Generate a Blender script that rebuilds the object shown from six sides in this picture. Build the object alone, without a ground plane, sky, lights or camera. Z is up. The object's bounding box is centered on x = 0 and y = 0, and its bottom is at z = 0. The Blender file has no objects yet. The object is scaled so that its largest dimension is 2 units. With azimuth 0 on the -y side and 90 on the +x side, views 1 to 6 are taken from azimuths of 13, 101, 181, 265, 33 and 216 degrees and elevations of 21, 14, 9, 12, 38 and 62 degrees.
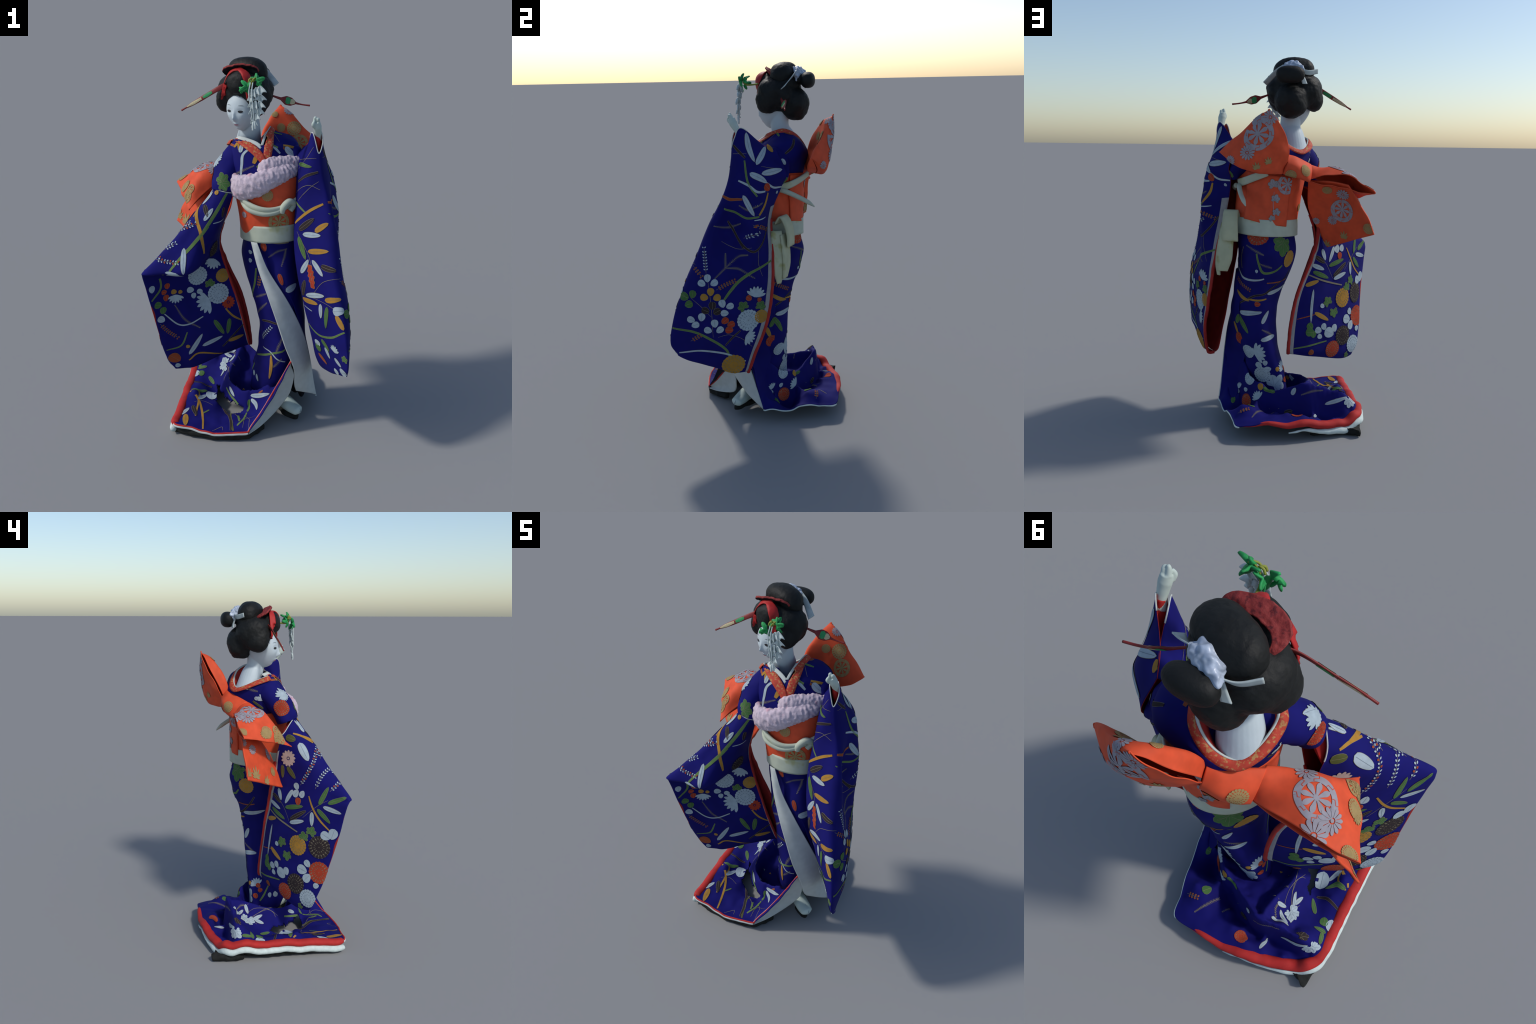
# A kimono doll: porcelain-white head and hand, lacquered black hair with pins and a
# hanging flower ornament, blue patterned robe with long hanging sleeves, orange sash
# with a big bow at the back, and a trailing padded hem.
import bpy, bmesh, math, random
import numpy as np
from mathutils import Vector, noise

random.seed(7)
RNG = np.random.default_rng(7)
V3 = lambda *p: np.array(p, float)

# ------------------------------------------------------------------ curves and surfaces
def catmull(P, n, closed=False):
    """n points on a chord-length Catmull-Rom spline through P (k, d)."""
    P = np.asarray(P, float)
    k = len(P)
    if k == 2 and not closed:
        t = np.linspace(0, 1, n)[:, None]
        return P[0] * (1 - t) + P[1] * t
    if closed:
        Q = np.vstack([P[-1], P, P[0], P[1]])
        segs = k
        ts = np.linspace(0, segs, n, endpoint=False)
    else:
        Q = np.vstack([2 * P[0] - P[1], P, 2 * P[-1] - P[-2]])
        segs = k - 1
        ts = np.linspace(0, segs, n)
    out = []
    for t in ts:
        i = min(int(t), segs - 1)
        f = t - i
        a, b, c, d = Q[i], Q[i + 1], Q[i + 2], Q[i + 3]
        h = 0.5
        m1, m2 = h * (c - a), h * (d - b)
        L = np.linalg.norm(c - b)
        for m in (m1, m2):                      # keep tangents from overshooting
            q = np.linalg.norm(m)
            if q > 1.6 * L and q > 0:
                m *= 1.6 * L / q
        f2, f3 = f * f, f * f * f
        out.append((2*f3 - 3*f2 + 1)*b + (f3 - 2*f2 + f)*m1 + (-2*f3 + 3*f2)*c + (f3 - f2)*m2)
    return np.array(out)

def patch(rows, nu, nv, closed=False):
    """Tensor spline surface through a small net of control points -> grid (nv, nu, 3)."""
    R = [catmull(r, nu, closed) for r in rows]
    R = np.array(R)
    return np.stack([catmull(R[:, j], nv) for j in range(R.shape[1])], axis=1)

def grid_normals(G, closed=False):
    if closed:
        du = np.roll(G, -1, 1) - np.roll(G, 1, 1)
    else:
        du = np.gradient(G, axis=1)
    dv = np.gradient(G, axis=0)
    N = np.cross(du, dv)
    l = np.linalg.norm(N, axis=2, keepdims=True)
    N = N / np.maximum(l, 1e-9)
    return N

def noise3(p, s, seed=0.0):
    return noise.noise(Vector((p[0] * s + seed, p[1] * s - seed, p[2] * s + 2 * seed)))

def ruffle(G, amp, scale, seed=0.0, closed=False):
    """Push a grid along its normals by smooth noise: cloth that is not ironed flat."""
    N = grid_normals(G, closed)
    H = np.array([[noise3(p, scale, seed) for p in row] for row in G])
    return G + N * (H * amp)[..., None]

def rbf_height(P, c=0.007, lam=0.0006):
    """Smooth height function through scattered (x, y, z) supports."""
    P = np.asarray(P, float)
    XY, Z = P[:, :2], P[:, 2]
    phi = lambda r: np.sqrt(r * r + c * c)
    A = phi(np.linalg.norm(XY[:, None] - XY[None], axis=2)) + lam * 0
    n = len(P)
    M = np.zeros((n + 3, n + 3))
    M[:n, :n] = A - lam * np.eye(n)
    M[:n, n] = 1
    M[n, :n] = 1
    M[:n, n + 1:] = XY
    M[n + 1:, :n] = XY.T
    w = np.linalg.solve(M, np.concatenate([Z, np.zeros(3)]))
    def f(Q):
        r = np.linalg.norm(Q[:, None] - XY[None], axis=2)
        return phi(r) @ w[:n] + w[n] + Q @ w[n + 1:]
    return f

# ------------------------------------------------------------------ materials
def srgb(r, g, b):
    return tuple(((c / 255) / 12.92 if c / 255 <= 0.04045 else ((c / 255 + 0.055) / 1.055) ** 2.4) for c in (r, g, b))

MATS = {}
def material(name, colour, rough=0.7, vary=0.10, scale=30.0, bump=0.0, bump_scale=200.0, second=None,
             second_scale=8.0, second_at=0.55, spec=0.3, sheen=0.0):
    if name in MATS:
        return MATS[name]
    m = bpy.data.materials.new(name)
    m.use_nodes = True
    nt = m.node_tree
    nd, lk = nt.nodes, nt.links
    bs = nd["Principled BSDF"]
    bs.inputs["Roughness"].default_value = rough
    bs.inputs["Specular IOR Level"].default_value = spec
    if sheen:
        bs.inputs["Sheen Weight"].default_value = sheen
    tc = nd.new("ShaderNodeTexCoord")
    nz = nd.new("ShaderNodeTexNoise")
    nz.inputs["Scale"].default_value = scale
    nz.inputs["Detail"].default_value = 4
    lk.new(tc.outputs["Object"], nz.inputs["Vector"])
    ramp = nd.new("ShaderNodeValToRGB")
    c = np.array(colour)
    ramp.color_ramp.elements[0].position = 0.3
    ramp.color_ramp.elements[1].position = 0.7
    ramp.color_ramp.elements[0].color = (*(c * (1 - vary)), 1)
    ramp.color_ramp.elements[1].color = (*np.minimum(c * (1 + vary), 1), 1)
    lk.new(nz.outputs["Fac"], ramp.inputs["Fac"])
    col = ramp.outputs["Color"]
    if second is not None:
        n2 = nd.new("ShaderNodeTexNoise")
        n2.inputs["Scale"].default_value = second_scale
        n2.inputs["Detail"].default_value = 3
        lk.new(tc.outputs["Object"], n2.inputs["Vector"])
        r2 = nd.new("ShaderNodeValToRGB")
        r2.color_ramp.elements[0].position = second_at
        r2.color_ramp.elements[1].position = min(second_at + 0.12, 1)
        r2.color_ramp.elements[0].color = (0, 0, 0, 1)
        r2.color_ramp.elements[1].color = (1, 1, 1, 1)
        lk.new(n2.outputs["Fac"], r2.inputs["Fac"])
        mx = nd.new("ShaderNodeMixRGB")
        lk.new(r2.outputs["Color"], mx.inputs["Fac"])
        lk.new(col, mx.inputs["Color1"])
        mx.inputs["Color2"].default_value = (*second, 1)
        col = mx.outputs["Color"]
    lk.new(col, bs.inputs["Base Color"])
    if bump:
        nb = nd.new("ShaderNodeTexNoise")
        nb.inputs["Scale"].default_value = bump_scale
        nb.inputs["Detail"].default_value = 3
        lk.new(tc.outputs["Object"], nb.inputs["Vector"])
        b = nd.new("ShaderNodeBump")
        b.inputs["Strength"].default_value = bump
        b.inputs["Distance"].default_value = 0.004
        lk.new(nb.outputs["Fac"], b.inputs["Height"])
        lk.new(b.outputs["Normal"], bs.inputs["Normal"])
    MATS[name] = m
    return m

BLUE   = material("blue_silk", (0.0065, 0.006, 0.115), 0.8, 0.12, 12, spec=0.12)
ORANGE = material("orange_brocade", (0.62, 0.073, 0.024), 0.7, 0.10, 25)
RED    = material("red_hem", (0.40, 0.020, 0.018), 0.75, 0.10, 30, 0.15, 260)
LINRED = material("red_lining", (0.33, 0.020, 0.016), 0.8, 0.15, 20)
WHITE  = material("white_lining", (0.47, 0.50, 0.49), 0.85, 0.06, 30, 0.15, 400)
HEMWHT = material("white_padding", (0.52, 0.60, 0.58), 0.85, 0.10, 40, 0.3, 150)
CREAM  = material("cream_cord", (0.43, 0.47, 0.38), 0.7, 0.08, 20, second=(0.36, 0.37, 0.20), second_scale=10, second_at=0.6)
CREAMT = material("yellow_cream_sash", (0.44, 0.45, 0.30), 0.7, 0.08, 20, second=(0.33, 0.32, 0.14), second_scale=14, second_at=0.58)
PINK   = material("pink_crepe", (0.52, 0.43, 0.50), 0.85, 0.10, 60, 0.4, 180, second=(0.55, 0.33, 0.40), second_scale=25, second_at=0.6)
SKIN   = material("white_face_paint", (0.46, 0.53, 0.57), 0.5, 0.04, 15, 0.1, 90)
HANDM  = material("white_hand", (0.44, 0.52, 0.48), 0.6, 0.06, 30)
HAIR   = material("black_hair", (0.0095, 0.0105, 0.0105), 0.6, 0.2, 25, 0.3, 120, spec=0.2)
COMB   = material("red_comb", (0.24, 0.030, 0.028), 0.7, 0.2, 60, 0.6, 90, second=(0.10, 0.012, 0.015), second_scale=60, second_at=0.55)
RIBBON = material("red_ribbon", (0.38, 0.018, 0.018), 0.6, 0.10, 30)
PINRED = material("red_lacquer", (0.20, 0.022, 0.020), 0.45, 0.12, 60)
GREEN  = material("green_leaf_cloth", (0.020, 0.27, 0.075), 0.6, 0.3, 40)
STEMG  = material("yellow_green_stem", (0.22, 0.25, 0.04), 0.6, 0.2, 60)
PETAL  = material("white_petal_cloth", (0.50, 0.57, 0.57), 0.7, 0.08, 60, second=(0.36, 0.43, 0.41), second_scale=30, second_at=0.62)
TIE    = material("pale_blue_silk_tie", (0.36, 0.42, 0.52), 0.35, 0.25, 40, spec=0.5)
TIETAIL= material("grey_white_tie", (0.40, 0.46, 0.46), 0.6, 0.10, 40)
COLLAR = material("red_gold_collar", (0.42, 0.045, 0.025), 0.7, 0.12, 60, second=(0.42, 0.22, 0.08), second_scale=90, second_at=0.53)
WCOLL  = material("white_collar", (0.48, 0.52, 0.50), 0.8, 0.05, 30)
BLACK  = material("black_stand", (0.012, 0.013, 0.012), 0.9, 0.4, 40, 0.4, 60)
TRIM   = material("grey_white_trim", (0.27, 0.26, 0.27), 0.85, 0.1, 40)
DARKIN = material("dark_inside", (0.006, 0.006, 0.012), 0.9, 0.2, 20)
EYE    = material("dark_eye_paint", (0.02, 0.02, 0.024), 0.4, 0.1, 40)
BROW   = material("grey_brow_paint", (0.20, 0.24, 0.26), 0.6, 0.1, 40)
LIP    = material("pink_lip_paint", (0.42, 0.20, 0.24), 0.5, 0.1, 40)

# ------------------------------------------------------------------ objects
ROOT = bpy.data.objects.new("kimono_doll", None)
bpy.context.scene.collection.objects.link(ROOT)
ROOT["label"] = "geisha doll in blue flowered kimono with orange bow"
ROOT["category"] = "doll"

def add(name, verts, faces, mats, parent=ROOT, idx=None, smooth=True, kind=None):
    me = bpy.data.meshes.new(name)
    me.from_pydata([tuple(map(float, v)) for v in verts], [], faces)
    for m in (mats if isinstance(mats, (list, tuple)) else [mats]):
        me.materials.append(m)
    if idx is not None:
        me.polygons.foreach_set("material_index", np.asarray(idx, np.int32))
    me.polygons.foreach_set("use_smooth", np.full(len(me.polygons), smooth))
    me.update()
    o = bpy.data.objects.new(name, me)
    bpy.context.scene.collection.objects.link(o)
    o.parent = parent
    if kind:
        o["kind"] = kind
    return o

def grid_faces(nv, nu, closed=False, off=0, flip=False, keep=None):
    F = []
    for i in range(nv - 1):
        for j in range(nu if closed else nu - 1):
            if keep is not None and not keep[i, j]:
                continue
            a, b = off + i * nu + j, off + i * nu + (j + 1) % nu
            c, d = off + (i + 1) * nu + (j + 1) % nu, off + (i + 1) * nu + j
            F.append((a, d, c, b) if flip else (a, b, c, d))
    return F

def sheet(name, G, t, m_out, m_in=None, m_rim=None, flip=False, keep=None, parent=ROOT):
    """Cloth with thickness: G is the outer face, the lining lies t behind it."""
    nv, nu = G.shape[:2]
    N = grid_normals(G) * (-1 if flip else 1)
    I = G - N * t
    verts = np.vstack([G.reshape(-1, 3), I.reshape(-1, 3)])
    off = nv * nu
    fo = grid_faces(nv, nu, False, 0, flip, keep)
    fi = grid_faces(nv, nu, False, off, not flip, keep)
    edges = {}
    for f in fo:
        for a, b in zip(f, f[1:] + f[:1]):
            edges[(a, b)] = 1
    rim = [(b, a, a + off, b + off) for (a, b) in edges if (b, a) not in edges]
    faces = fo + fi + rim
    idx = [0] * len(fo) + [1] * len(fi) + [2] * len(rim)
    o = add(name, verts, faces, [m_out, m_in or m_out, m_rim or m_in or m_out], parent, idx)
    return o

def shell(name, G, mat, flip=False, caps=(True, True), parent=ROOT):
    """Closed tube surface (rings along v)."""
    nv, nu = G.shape[:2]
    verts = list(G.reshape(-1, 3))
    F = grid_faces(nv, nu, True, 0, flip)
    for k, i in ((0, 0), (1, nv - 1)):
        if caps[k]:
            c = len(verts)
            verts.append(G[i].mean(0))
            for j in range(nu):
                a, b = i * nu + j, i * nu + (j + 1) % nu
                F.append((a, b, c) if (k == 1) != flip else (b, a, c))
    return add(name, verts, F, mat, parent)

def frames(P):
    T = np.gradient(P, axis=0)
    T /= np.linalg.norm(T, axis=1, keepdims=True)
    up = V3(0, 0, 1) if abs(T[0, 2]) < 0.9 else V3(0, 1, 0)
    A = []
    a = np.cross(up, T[0])
    for t in T:
        a = a - t * (a @ t)
        a /= np.linalg.norm(a)
        A.append(a.copy())
    A = np.array(A)
    return T, A, np.cross(T, A)

def tube_grid(P, ra, rb=None, n=40, m=16, power=2.0, twist=0.0):
    """Sweep a (super)ellipse along the spline through P; ra sideways, rb upright radii."""
    P = np.asarray(P, float)
    rb = ra if rb is None else rb
    C = catmull(P, n)
    k = np.linspace(0, 1, len(P))
    s = np.linspace(0, 1, n)
    fa = np.interp(s, k, np.broadcast_to(ra, len(P)))
    fb = np.interp(s, k, np.broadcast_to(rb, len(P)))
    T, A, B = frames(C)
    th = np.linspace(0, math.tau, m, endpoint=False)
    ct, st = np.cos(th), np.sin(th)
    e = 2.0 / power
    ct, st = np.sign(ct) * np.abs(ct) ** e, np.sign(st) * np.abs(st) ** e
    return C[:, None] + A[:, None] * (fa[:, None] * ct)[..., None] + B[:, None] * (fb[:, None] * st)[..., None]

def tube(name, P, ra, mat, rb=None, n=40, m=16, power=2.0, parent=ROOT, bumpy=0.0, bscale=40):
    G = tube_grid(P, ra, rb, n, m, power)
    if bumpy:
        G = ruffle(G, bumpy, bscale, 3.1, True)
    return shell(name, G, mat, parent=parent)

def remesh_union(name, pieces, voxel, mat, smooth=4, parent=ROOT):
    """Fuse several closed pieces into one smooth skin."""
    bm = bmesh.new()
    for verts, faces in pieces:
        vs = [bm.verts.new(tuple(map(float, v))) for v in verts]
        for f in faces:
            bm.faces.new([vs[i] for i in f])
    bmesh.ops.recalc_face_normals(bm, faces=bm.faces[:])
    me = bpy.data.meshes.new(name)
    bm.to_mesh(me)
    bm.free()
    o = bpy.data.objects.new(name, me)
    bpy.context.scene.collection.objects.link(o)
    r = o.modifiers.new("fuse", "REMESH")
    r.mode = "VOXEL"
    r.voxel_size = voxel
    s = o.modifiers.new("soft", "SMOOTH")
    s.factor, s.iterations = 0.5, smooth
    dg = bpy.context.evaluated_depsgraph_get()
    me2 = bpy.data.meshes.new_from_object(o.evaluated_get(dg))
    o.modifiers.clear()
    o.data = me2
    me2.name = name
    me2.materials.clear()
    me2.materials.append(mat)
    me2.polygons.foreach_set("use_smooth", np.full(len(me2.polygons), True))
    o.parent = parent
    return o

def ball(c, r, axes=None, n=24, m=36, power=2.0):
    """Closed (super)ellipsoid: centre c, radii r along the given axes."""
    axes = np.eye(3) if axes is None else np.asarray(axes, float)
    V, F = [], []
    e = 2.0 / power
    sg = lambda x: np.sign(x) * abs(x) ** e
    for i in range(n + 1):
        ph = -math.pi / 2 + math.pi * i / n
        for j in range(m):
            th = math.tau * j / m
            q = V3(sg(math.cos(ph)) * sg(math.cos(th)) * r[0], sg(math.cos(ph)) * sg(math.sin(th)) * r[1], sg(math.sin(ph)) * r[2])
            V.append(np.asarray(c) + q @ axes)
    for i in range(n):
        for j in range(m):
            a, b = i * m + j, i * m + (j + 1) % m
            F.append((a, b, b + m, a + m))
    bm_v, remap, seen = [], {}, {}
    for k, v in enumerate(V):                     # weld poles
        key = tuple(np.round(v, 7))
        if key not in seen:
            seen[key] = len(bm_v)
            bm_v.append(v)
        remap[k] = seen[key]
    G = []
    for f in F:
        g = []
        for i in f:
            if remap[i] not in g:
                g.append(remap[i])
        if len(g) > 2:
            G.append(tuple(g))
    return bm_v, G

def tube_piece(P, ra, rb=None, n=24, m=20):
    G = tube_grid(P, ra, rb, n, m)
    verts = list(G.reshape(-1, 3))
    F = grid_faces(n, m, True)
    for i, rev in ((0, True), (n - 1, False)):
        c = len(verts)
        verts.append(G[i].mean(0))
        for j in range(m):
            a, b = i * m + j, i * m + (j + 1) % m
            F.append((b, a, c) if rev else (a, b, c))
    return verts, F

SURF = {}     # printed cloth surfaces: name -> (grid, normals, closed)
def printed(name, G, flip=False, closed=False):
    SURF[name] = (G, grid_normals(G, closed) * (-1 if flip else 1), closed)

# ================================================================== HEAD
FW = V3(-0.323, -0.946, 0.0)
FW /= np.linalg.norm(FW)
SD = V3(-FW[1], FW[0], 0)                         # towards her left hand (+x)
UP = V3(0, 0, 1)
HC = V3(-0.098, 0.036, 1.745)                     # middle of the head

def head_piece():
    n, m = 72, 96
    V = []
    for i in range(n + 1):
        ph = -math.pi / 2 + math.pi * i / n
        for j in range(m):
            th = math.tau * j / m
            f, s, z = math.cos(ph) * math.cos(th), math.cos(ph) * math.sin(th), math.sin(ph)
            low = max(0.0, -z)
            wide = 0.084 * (1 - 0.42 * low ** 1.5)
            deep = 0.092 * (1 - 0.10 * low)
            x, y, h = s * wide, f * deep, z * (0.113 if z < 0 else 0.105)
            if f > 0:                                            # features of the face
                g = lambda a, b, wa, wb: math.exp(-((x - a) / wa) ** 2 - ((h - b) / wb) ** 2) * f
                y -= 0.006 * g(0, 0.02, 0.05, 0.06)              # flat face plane
                y += 0.017 * g(0, -0.040, 0.0085, 0.012)         # nose tip
                y += 0.010 * g(0, -0.022, 0.007, 0.022)          # nose bridge
                for sx in (-1, 1):
                    y -= 0.0070 * g(sx * 0.034, -0.001, 0.017, 0.012)   # eye sockets
                    y += 0.0035 * g(sx * 0.034, -0.003, 0.013, 0.006)   # lids
                    y += 0.0040 * g(sx * 0.045, -0.035, 0.022, 0.022)   # cheeks
                y += 0.0075 * g(0, -0.066, 0.013, 0.0045)        # upper lip
                y += 0.0075 * g(0, -0.074, 0.011, 0.0045)        # lower lip
                y -= 0.0040 * g(0, -0.083, 0.02, 0.006)
                y += 0.0080 * g(0, -0.100, 0.020, 0.014)         # chin
            V.append(HC + SD * x + FW * y + UP * h)
    F = []
    for i in range(n):
        for j in range(m):
            a, b = i * m + j, i * m + (j + 1) % m
            F.append((a, b, b + m, a + m))
    remap, seen, W = {}, {}, []
    for k, v in enumerate(V):
        key = tuple(np.round(v, 7))
        if key not in seen:
            seen[key] = len(W)
            W.append(v)
        remap[k] = seen[key]
    G = []
    for f in F:
        g = []
        for i in f:
            if remap[i] not in g:
                g.append(remap[i])
        if len(g) > 2:
            G.append(tuple(g))
    return W, G

neck = tube_piece([(-0.08, 0.080, 1.76), (-0.075, 0.073, 1.68), (-0.074, 0.080, 1.63), (-0.085, 0.102, 1.58), (-0.095, 0.122, 1.50)],
                  [0.055, 0.054, 0.056, 0.066, 0.075], [0.055, 0.051, 0.052, 0.062, 0.075], 30, 28)
body = remesh_union("head_skin", [head_piece(), neck], 0.0028, SKIN, 3)

def split_by(o, rule, names, mats):
    """Cut one smooth skin into named parts whose borders coincide and share normals."""
    me = o.data
    vn = np.empty(len(me.vertices) * 3, np.float32)
    me.vertices.foreach_get("normal", vn)
    vn = vn.reshape(-1, 3)
    co = np.empty(len(me.vertices) * 3, np.float32)
    me.vertices.foreach_get("co", co)
    co = co.reshape(-1, 3)
    polys = [tuple(p.vertices) for p in me.polygons]
    cls = [rule(co[list(p)].mean(0)) for p in polys]
    out = []
    for k, nm in enumerate(names):
        sel = [p for p, c in zip(polys, cls) if c == k]
        used = sorted({i for p in sel for i in p})
        mp = {u: i for i, u in enumerate(used)}
        q = add(nm, co[used], [tuple(mp[i] for i in p) for p in sel], mats[k])
        q.data.normals_split_custom_set_from_vertices([tuple(map(float, vn[u])) for u in used])
        out.append(q)
    bpy.data.objects.remove(o)
    return out

def jaw_rule(p):
    d = (p - HC) @ FW
    return 0 if p[2] > 1.655 - 0.5 * d - (0.02 if d > 0.03 else 0) else 1
head, neck_o = split_by(body, jaw_rule, ["head", "neck"], [SKIN, SKIN])

def face_patch(name, u, h, w, ht, mat, bend=0.0, n=12, lift=0.0018, taper=1.0, parent=None):
    """A painted feature lying on the face: an almond at side offset u and height h."""
    from mathutils.bvhtree import BVHTree
    bv = face_patch.bvh
    verts, faces = [], []
    rows = 5
    for i in range(n + 1):
        t = i / n * 2 - 1
        half = ht * max(0.0, 1 - abs(t) ** 2.2) ** 0.6 * (1 if taper == 1 else (1 - 0.5 * taper * t))
        for j in range(rows):
            q = (j / (rows - 1) * 2 - 1) * half + bend * (1 - t * t)
            o = HC + SD * (u + t * w) + UP * (h + q) + FW * 0.3
            hit = bv.ray_cast(Vector(o), Vector(-FW))
            verts.append(np.array(hit[0]) + np.array(hit[1]) * lift)
    for i in range(n):
        for j in range(rows - 1):
            a = i * rows + j
            faces.append((a, a + rows, a + rows + 1, a + 1))
    return add(name, verts, faces, mat, parent or head)

from mathutils.bvhtree import BVHTree
face_patch.bvh = BVHTree.FromPolygons([v.co for v in head.data.vertices], [tuple(p.vertices) for p in head.data.polygons])
for sx in (-1, 1):
    face_patch("eye", sx * 0.034, -0.001, 0.0135, 0.0062, EYE, -0.001)
    face_patch("eyebrow", sx * 0.036, 0.0265, 0.0145, 0.0014, BROW, 0.003)
face_patch("lips", 0.0, -0.0695, 0.0135, 0.0034, LIP, -0.002)

# ================================================================== HAIR
AX = np.array([SD, FW, UP])                        # ball axes: side, forward, up
hp = [
    ball((-0.092, 0.075, 1.830), (0.150, 0.105, 0.100), AX, power=2.4),       # main cap
    ball(HC + SD * -0.108 + FW * -0.008 + UP * 0.040, (0.048, 0.070, 0.066), AX),   # side wing
    ball(HC + SD * 0.092 + FW * -0.012 + UP * 0.046, (0.050, 0.072, 0.068), AX),
    ball((-0.077, 0.160, 1.772), (0.090, 0.080, 0.092), AX),       # drooping back lobe
    ball((-0.080, 0.122, 1.825), (0.112, 0.065, 0.070), AX),
    ball((-0.070, 0.178, 1.708), (0.045, 0.040, 0.028), AX),
    ball((-0.172, 0.078, 1.815), (0.064, 0.078, 0.075), AX),
    ball((-0.008, 0.070, 1.825), (0.060, 0.078, 0.075), AX),
    ball((-0.100, 0.000, 1.882), (0.066, 0.062, 0.062), AX, power=2.4),       # front puff
    ball((-0.085, 0.105, 1.885), (0.105, 0.085, 0.050), AX),
]
hair = remesh_union("hair", hp, 0.0050, HAIR, 22)
def roughen(o, amp, scale, seed):
    me = o.data
    co, no = np.empty(len(me.vertices) * 3, np.float32), np.empty(len(me.vertices) * 3, np.float32)
    me.vertices.foreach_get("co", co)
    me.vertices.foreach_get("normal", no)
    co, no = co.reshape(-1, 3), no.reshape(-1, 3)
    h = np.array([noise3(p, scale, seed) for p in co])
    me.vertices.foreach_set("co", (co + no * (amp * h)[:, None]).ravel())
    me.update()
roughen(hair, 0.006, 20, 3)
roughen(hair, 0.0016, 70, 5)

def carve_face(o):
    """Clear the hair off the face: push the skin of the hair back behind the hairline."""
    bm = bmesh.new()
    bm.from_mesh(o.data)
    kill = []
    for f in bm.faces:
        p = np.array(f.calc_center_median())
        d = p - HC
        x, y, h = d @ SD, d @ FW, d @ UP
        line = 0.078 - 9.0 * x * x if abs(x) < 0.062 else 0.043 - 1.6 * (abs(x) - 0.062)
        side = 0.032 - 1.1 * max(0, 0.075 - abs(x)) 
        if y > 0.035 and h < line and abs(x) < 0.080:
            kill.append(f)
    bmesh.ops.delete(bm, geom=kill, context="FACES")
    bm.to_mesh(o.data)
    bm.free()
carve_face(hair)

bun = remesh_union("hair_bun", [
    ball((-0.087, 0.106, 1.928), (0.112, 0.068, 0.072), AX, power=2.3),
], 0.004, HAIR, 4)
roughen(bun, 0.005, 18, 4)
roughen(bun, 0.0012, 70, 6)
knot_end = remesh_union("hair_topknot", [
    ball((-0.071, 0.236, 1.900), (0.075, 0.040, 0.044), np.array([V3(0.99, 0.05, 0), V3(-0.05, 0.99, 0), UP]), power=2.4),
    ball((-0.072, 0.190, 1.905), (0.040, 0.050, 0.030), AX),
], 0.0035, HAIR, 3)

# tie of pale silk round the top knot, with loose tails
tie = remesh_union("hair_tie", [
    ball((-0.083, 0.178, 1.955), (0.040, 0.020, 0.020), AX),
    ball((-0.050, 0.180, 1.945), (0.022, 0.018, 0.022), AX),
    ball((-0.112, 0.190, 1.940), (0.020, 0.020, 0.026), AX),
    ball((-0.085, 0.195, 1.925), (0.062, 0.022, 0.040), AX),
], 0.003, TIE, 2)
for v in tie.data.vertices:
    p = np.array(v.co)
    v.co = Vector(p + 0.007 * noise3(p, 60, 2) * (p - V3(-0.085, 0.185, 1.93)) / 0.03)
def ribbon_strip(name, P, W, mat, t=0.004, parent=ROOT, n=24, m=5):
    """Flat strap: centreline P with half-width vectors W."""
    C, H = catmull(P, n), catmull(W, n)
    s = np.linspace(-1, 1, m)
    G = C[:, None] + H[:, None] * s[None, :, None]
    return sheet(name, G, t, mat, parent=parent)
ribbon_strip("tie_tail", [(-0.03, 0.175, 1.94), (0.01, 0.155, 1.91), (0.062, 0.118, 1.860)], [(0, 0.006, 0.012), (0.004, 0.01, 0.013), (0.010, 0.012, 0.008)], TIETAIL, parent=tie)
ribbon_strip("tie_tail", [(-0.12, 0.200, 1.925), (-0.165, 0.185, 1.915), (-0.212, 0.152, 1.925)], [(0, 0.006, 0.010), (0, 0.004, 0.012), (0, 0.002, 0.012)], TIETAIL, parent=tie)
ribbon_strip("tie_tail", [(-0.12, 0.198, 1.92), (-0.135, 0.208, 1.885), (-0.146, 0.213, 1.856)], [(0.010, 0.004, 0), (0.012, 0.004, 0), (0.013, 0.004, 0)], TIETAIL, parent=tie)

# comb of dappled red cloth in front of the bun
def comb():
    outer = [(-0.178,0.092,1.904),(-0.200,0.060,1.922),(-0.203,0.030,1.940),(-0.180,0.004,1.960),(-0.140,-0.006,1.972),(-0.100,-0.003,1.977),(-0.060,0.004,1.975),(-0.028,0.016,1.966),(-0.010,0.036,1.940),(-0.022,0.058,1.914)]
    back = [(-0.165,0.095,1.905),(-0.172,0.075,1.920),(-0.168,0.058,1.934),(-0.150,0.045,1.945),(-0.125,0.040,1.952),(-0.100,0.038,1.955),(-0.072,0.042,1.953),(-0.050,0.050,1.944),(-0.038,0.060,1.930),(-0.040,0.070,1.912)]
    a, b = catmull(outer, 60), catmull(back, 60)
    G = np.stack([a * (1 - t) + b * t for t in np.linspace(0, 1, 14)])
    G = ruffle(G, 0.004, 70, 1.0)
    flip = grid_normals(G)[5, 30, 2] < 0
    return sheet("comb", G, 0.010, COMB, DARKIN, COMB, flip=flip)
comb()
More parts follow.
